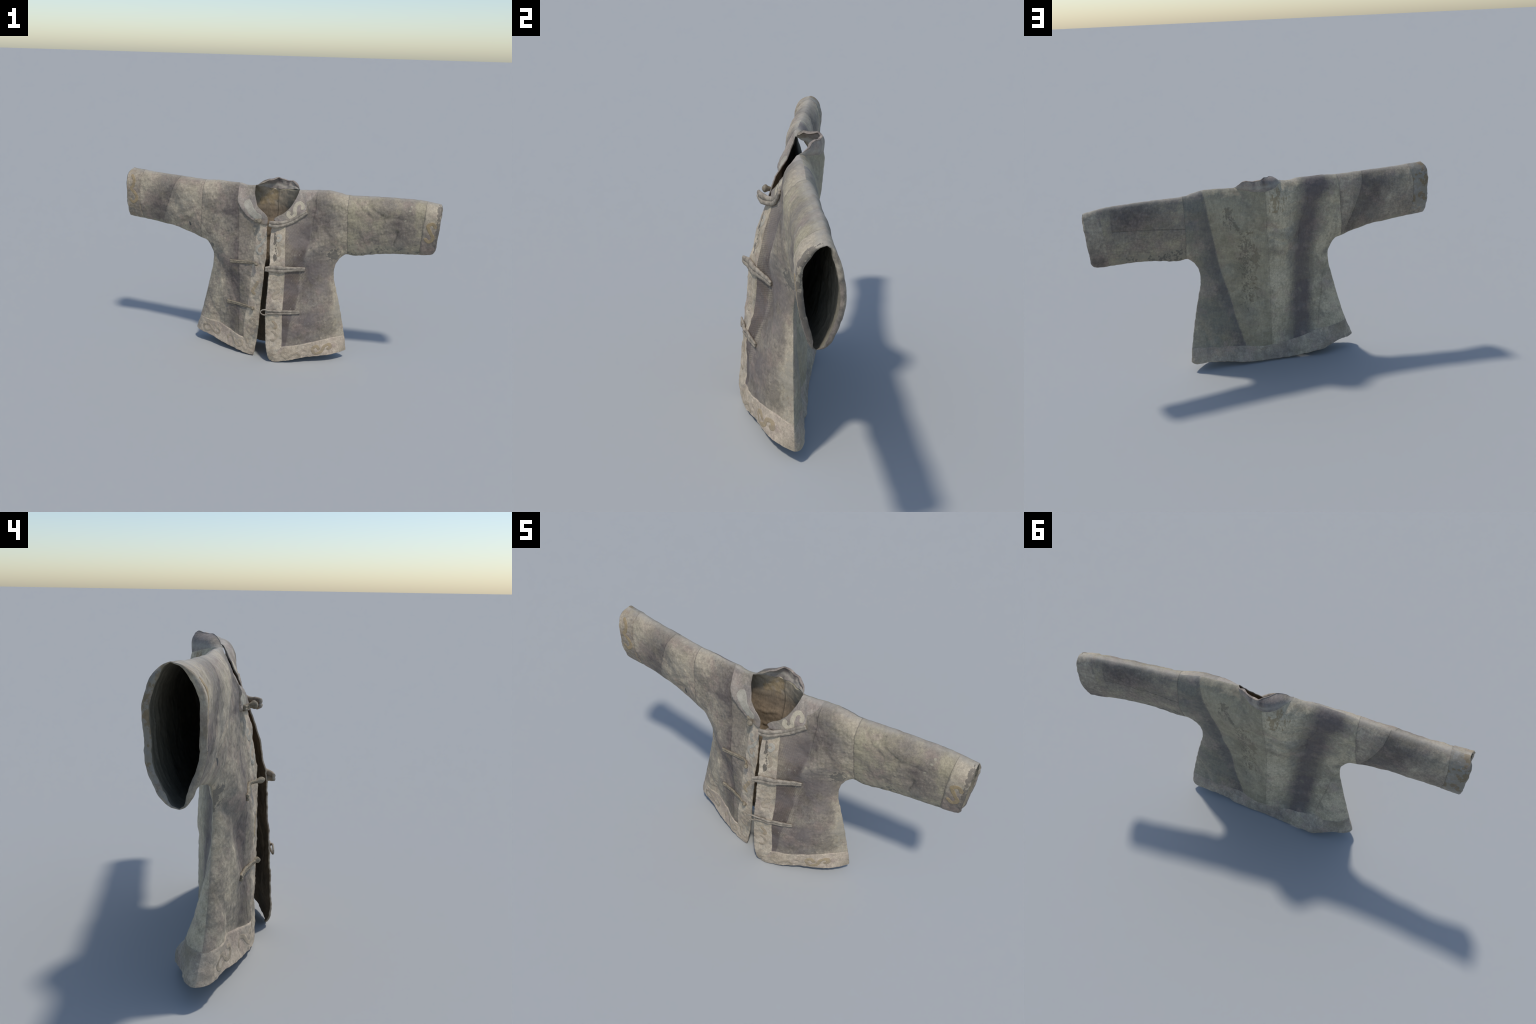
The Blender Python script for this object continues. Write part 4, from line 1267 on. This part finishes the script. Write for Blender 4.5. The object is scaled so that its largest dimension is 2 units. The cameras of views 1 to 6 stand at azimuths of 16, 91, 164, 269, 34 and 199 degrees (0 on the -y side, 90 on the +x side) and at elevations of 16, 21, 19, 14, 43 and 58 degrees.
# ----------------------------------------------------------------- scroll appliques
def applique(ctrl, width, material, parent, front=True, lift=0.0009, taper=True):
    """A flat strip of dyed skin laid along a curve on the garment, with rounded ends and its own thickness."""
    c = spline(ctrl, 0.003)
    n = len(c)
    t = np.gradient(c, axis=0); t /= np.linalg.norm(t, axis=1)[:, None] + 1e-12
    nrm = np.column_stack([-t[:, 1], t[:, 0]])
    s = np.linspace(0, 1, n)
    L_ = n * 0.003
    e = np.minimum(s, 1 - s) * L_
    w = width * 0.5 * np.sqrt(np.clip(1 - np.clip(1 - e / (width * 0.5), 0, 1) ** 2, 0.02, 1))
    w = w * (1 + 0.12 * np.array([float(perlin(q * 6, width * 900, 3.3)) for q in s]))
    prof = [(-1.0, -0.6), (-0.93, 0.75), (-0.6, 1.0), (0.0, 1.05), (0.6, 1.0), (0.93, 0.75), (1.0, -0.6)]
    q = np.array([c + nrm * (w * a)[:, None] for a, _ in prof])
    y = layer_y(q[..., 0].ravel(), q[..., 1].ravel(), front).reshape(q.shape[:2])
    y -= (1 if front else -1) * lift * np.array([h for _, h in prof])[:, None]
    V = np.stack([q[..., 0], y, q[..., 1]], axis=-1).transpose(1, 0, 2)
    m = len(prof)
    idx = np.arange(n * m).reshape(n, m)
    Q = np.column_stack([idx[:-1, :-1].ravel(), idx[1:, :-1].ravel(), idx[1:, 1:].ravel(), idx[:-1, 1:].ravel()])
    return add_mesh("scroll_applique", V.reshape(-1, 3), Q, material, parent=parent)


sleeve_l, sleeve_r = ob_of[True][1], ob_of[False][1]
applique([(0.187, 0.957), (0.193, 0.978), (0.176, 0.994), (0.153, 0.984), (0.146, 0.952), (0.150, 0.925), (0.131, 0.907), (0.110, 0.921), (0.116, 0.944)], 0.023, MOTIF_CREAM, left_panel)
applique([(0.978, 0.902), (0.959, 0.928), (0.930, 0.914), (0.947, 0.874), (0.964, 0.842), (0.943, 0.816), (0.915, 0.836)], 0.021, MOTIF_OCHRE, sleeve_l)
applique([(-0.958, 1.078), (-0.935, 1.045), (-0.945, 1.005), (-0.958, 0.99), (-0.930, 0.955), (-0.921, 0.922), (-0.948, 0.898), (-0.968, 0.922)], 0.020, MOTIF_OCHRE, sleeve_r)
applique([(-0.165, 0.985), (-0.148, 0.960), (-0.122, 0.925), (-0.085, 0.897), (-0.050, 0.895)], 0.046, MOTIF_PALE, right_panel)
applique([(-0.395, 0.094), (-0.420, 0.083), (-0.445, 0.098), (-0.438, 0.122), (-0.405, 0.126), (-0.378, 0.098), (-0.350, 0.078), (-0.324, 0.092), (-0.328, 0.116), (-0.352, 0.118)], 0.015, MOTIF_FAINT, right_panel)
applique([(-0.258, 0.066), (-0.250, 0.095), (-0.220, 0.092), (-0.200, 0.062), (-0.172, 0.045), (-0.148, 0.062), (-0.155, 0.084), (-0.178, 0.082)], 0.016, MOTIF_FAINT, right_panel)
applique([(0.350, 0.082), (0.330, 0.108), (0.308, 0.088), (0.325, 0.058), (0.358, 0.070), (0.376, 0.104), (0.402, 0.113), (0.410, 0.092), (0.388, 0.082)], 0.019, MOTIF_TAN, left_panel)
applique([(0.162, 0.070), (0.143, 0.084), (0.132, 0.055), (0.160, 0.034), (0.192, 0.056), (0.220, 0.066), (0.234, 0.046), (0.212, 0.035)], 0.017, MOTIF_FAINT, left_panel)
applique([(0.060, 0.270), (0.078, 0.258), (0.088, 0.236), (0.074, 0.220)], 0.016, MOTIF_TAN, left_panel)
applique([(0.060, 0.205), (0.080, 0.196), (0.090, 0.168), (0.074, 0.146), (0.056, 0.154)], 0.016, MOTIF_FAINT, left_panel)
applique([(0.060, 0.470), (0.085, 0.480), (0.088, 0.452), (0.062, 0.440), (0.064, 0.415), (0.088, 0.420)], 0.016, MOTIF_FAINT, left_panel)
applique([(0.056, 0.796), (0.074, 0.800), (0.082, 0.783), (0.070, 0.768), (0.058, 0.778)], 0.017, MOTIF_PALE, left_panel)
applique([(0.066, 0.735), (0.080, 0.715), (0.082, 0.690), (0.068, 0.675)], 0.017, MOTIF_FAINT, left_panel)
applique([(-0.046, 0.795), (-0.066, 0.780), (-0.058, 0.758), (-0.038, 0.770)], 0.017, MOTIF_PALE, right_panel)
applique([(-0.018, 0.772), (-0.040, 0.735), (-0.070, 0.705), (-0.060, 0.675), (-0.032, 0.680), (-0.030, 0.705)], 0.017, MOTIF_PALE, right_panel)
applique([(-0.048, 0.500), (-0.070, 0.460), (-0.086, 0.430), (-0.066, 0.410)], 0.020, MOTIF_TAN, right_panel)
applique([(-0.098, 0.235), (-0.078, 0.250), (-0.062, 0.225), (-0.088, 0.195), (-0.108, 0.165), (-0.088, 0.140), (-0.066, 0.160)], 0.018, MOTIF_FAINT, right_panel)
print("done", round(time.time() - T0, 1))
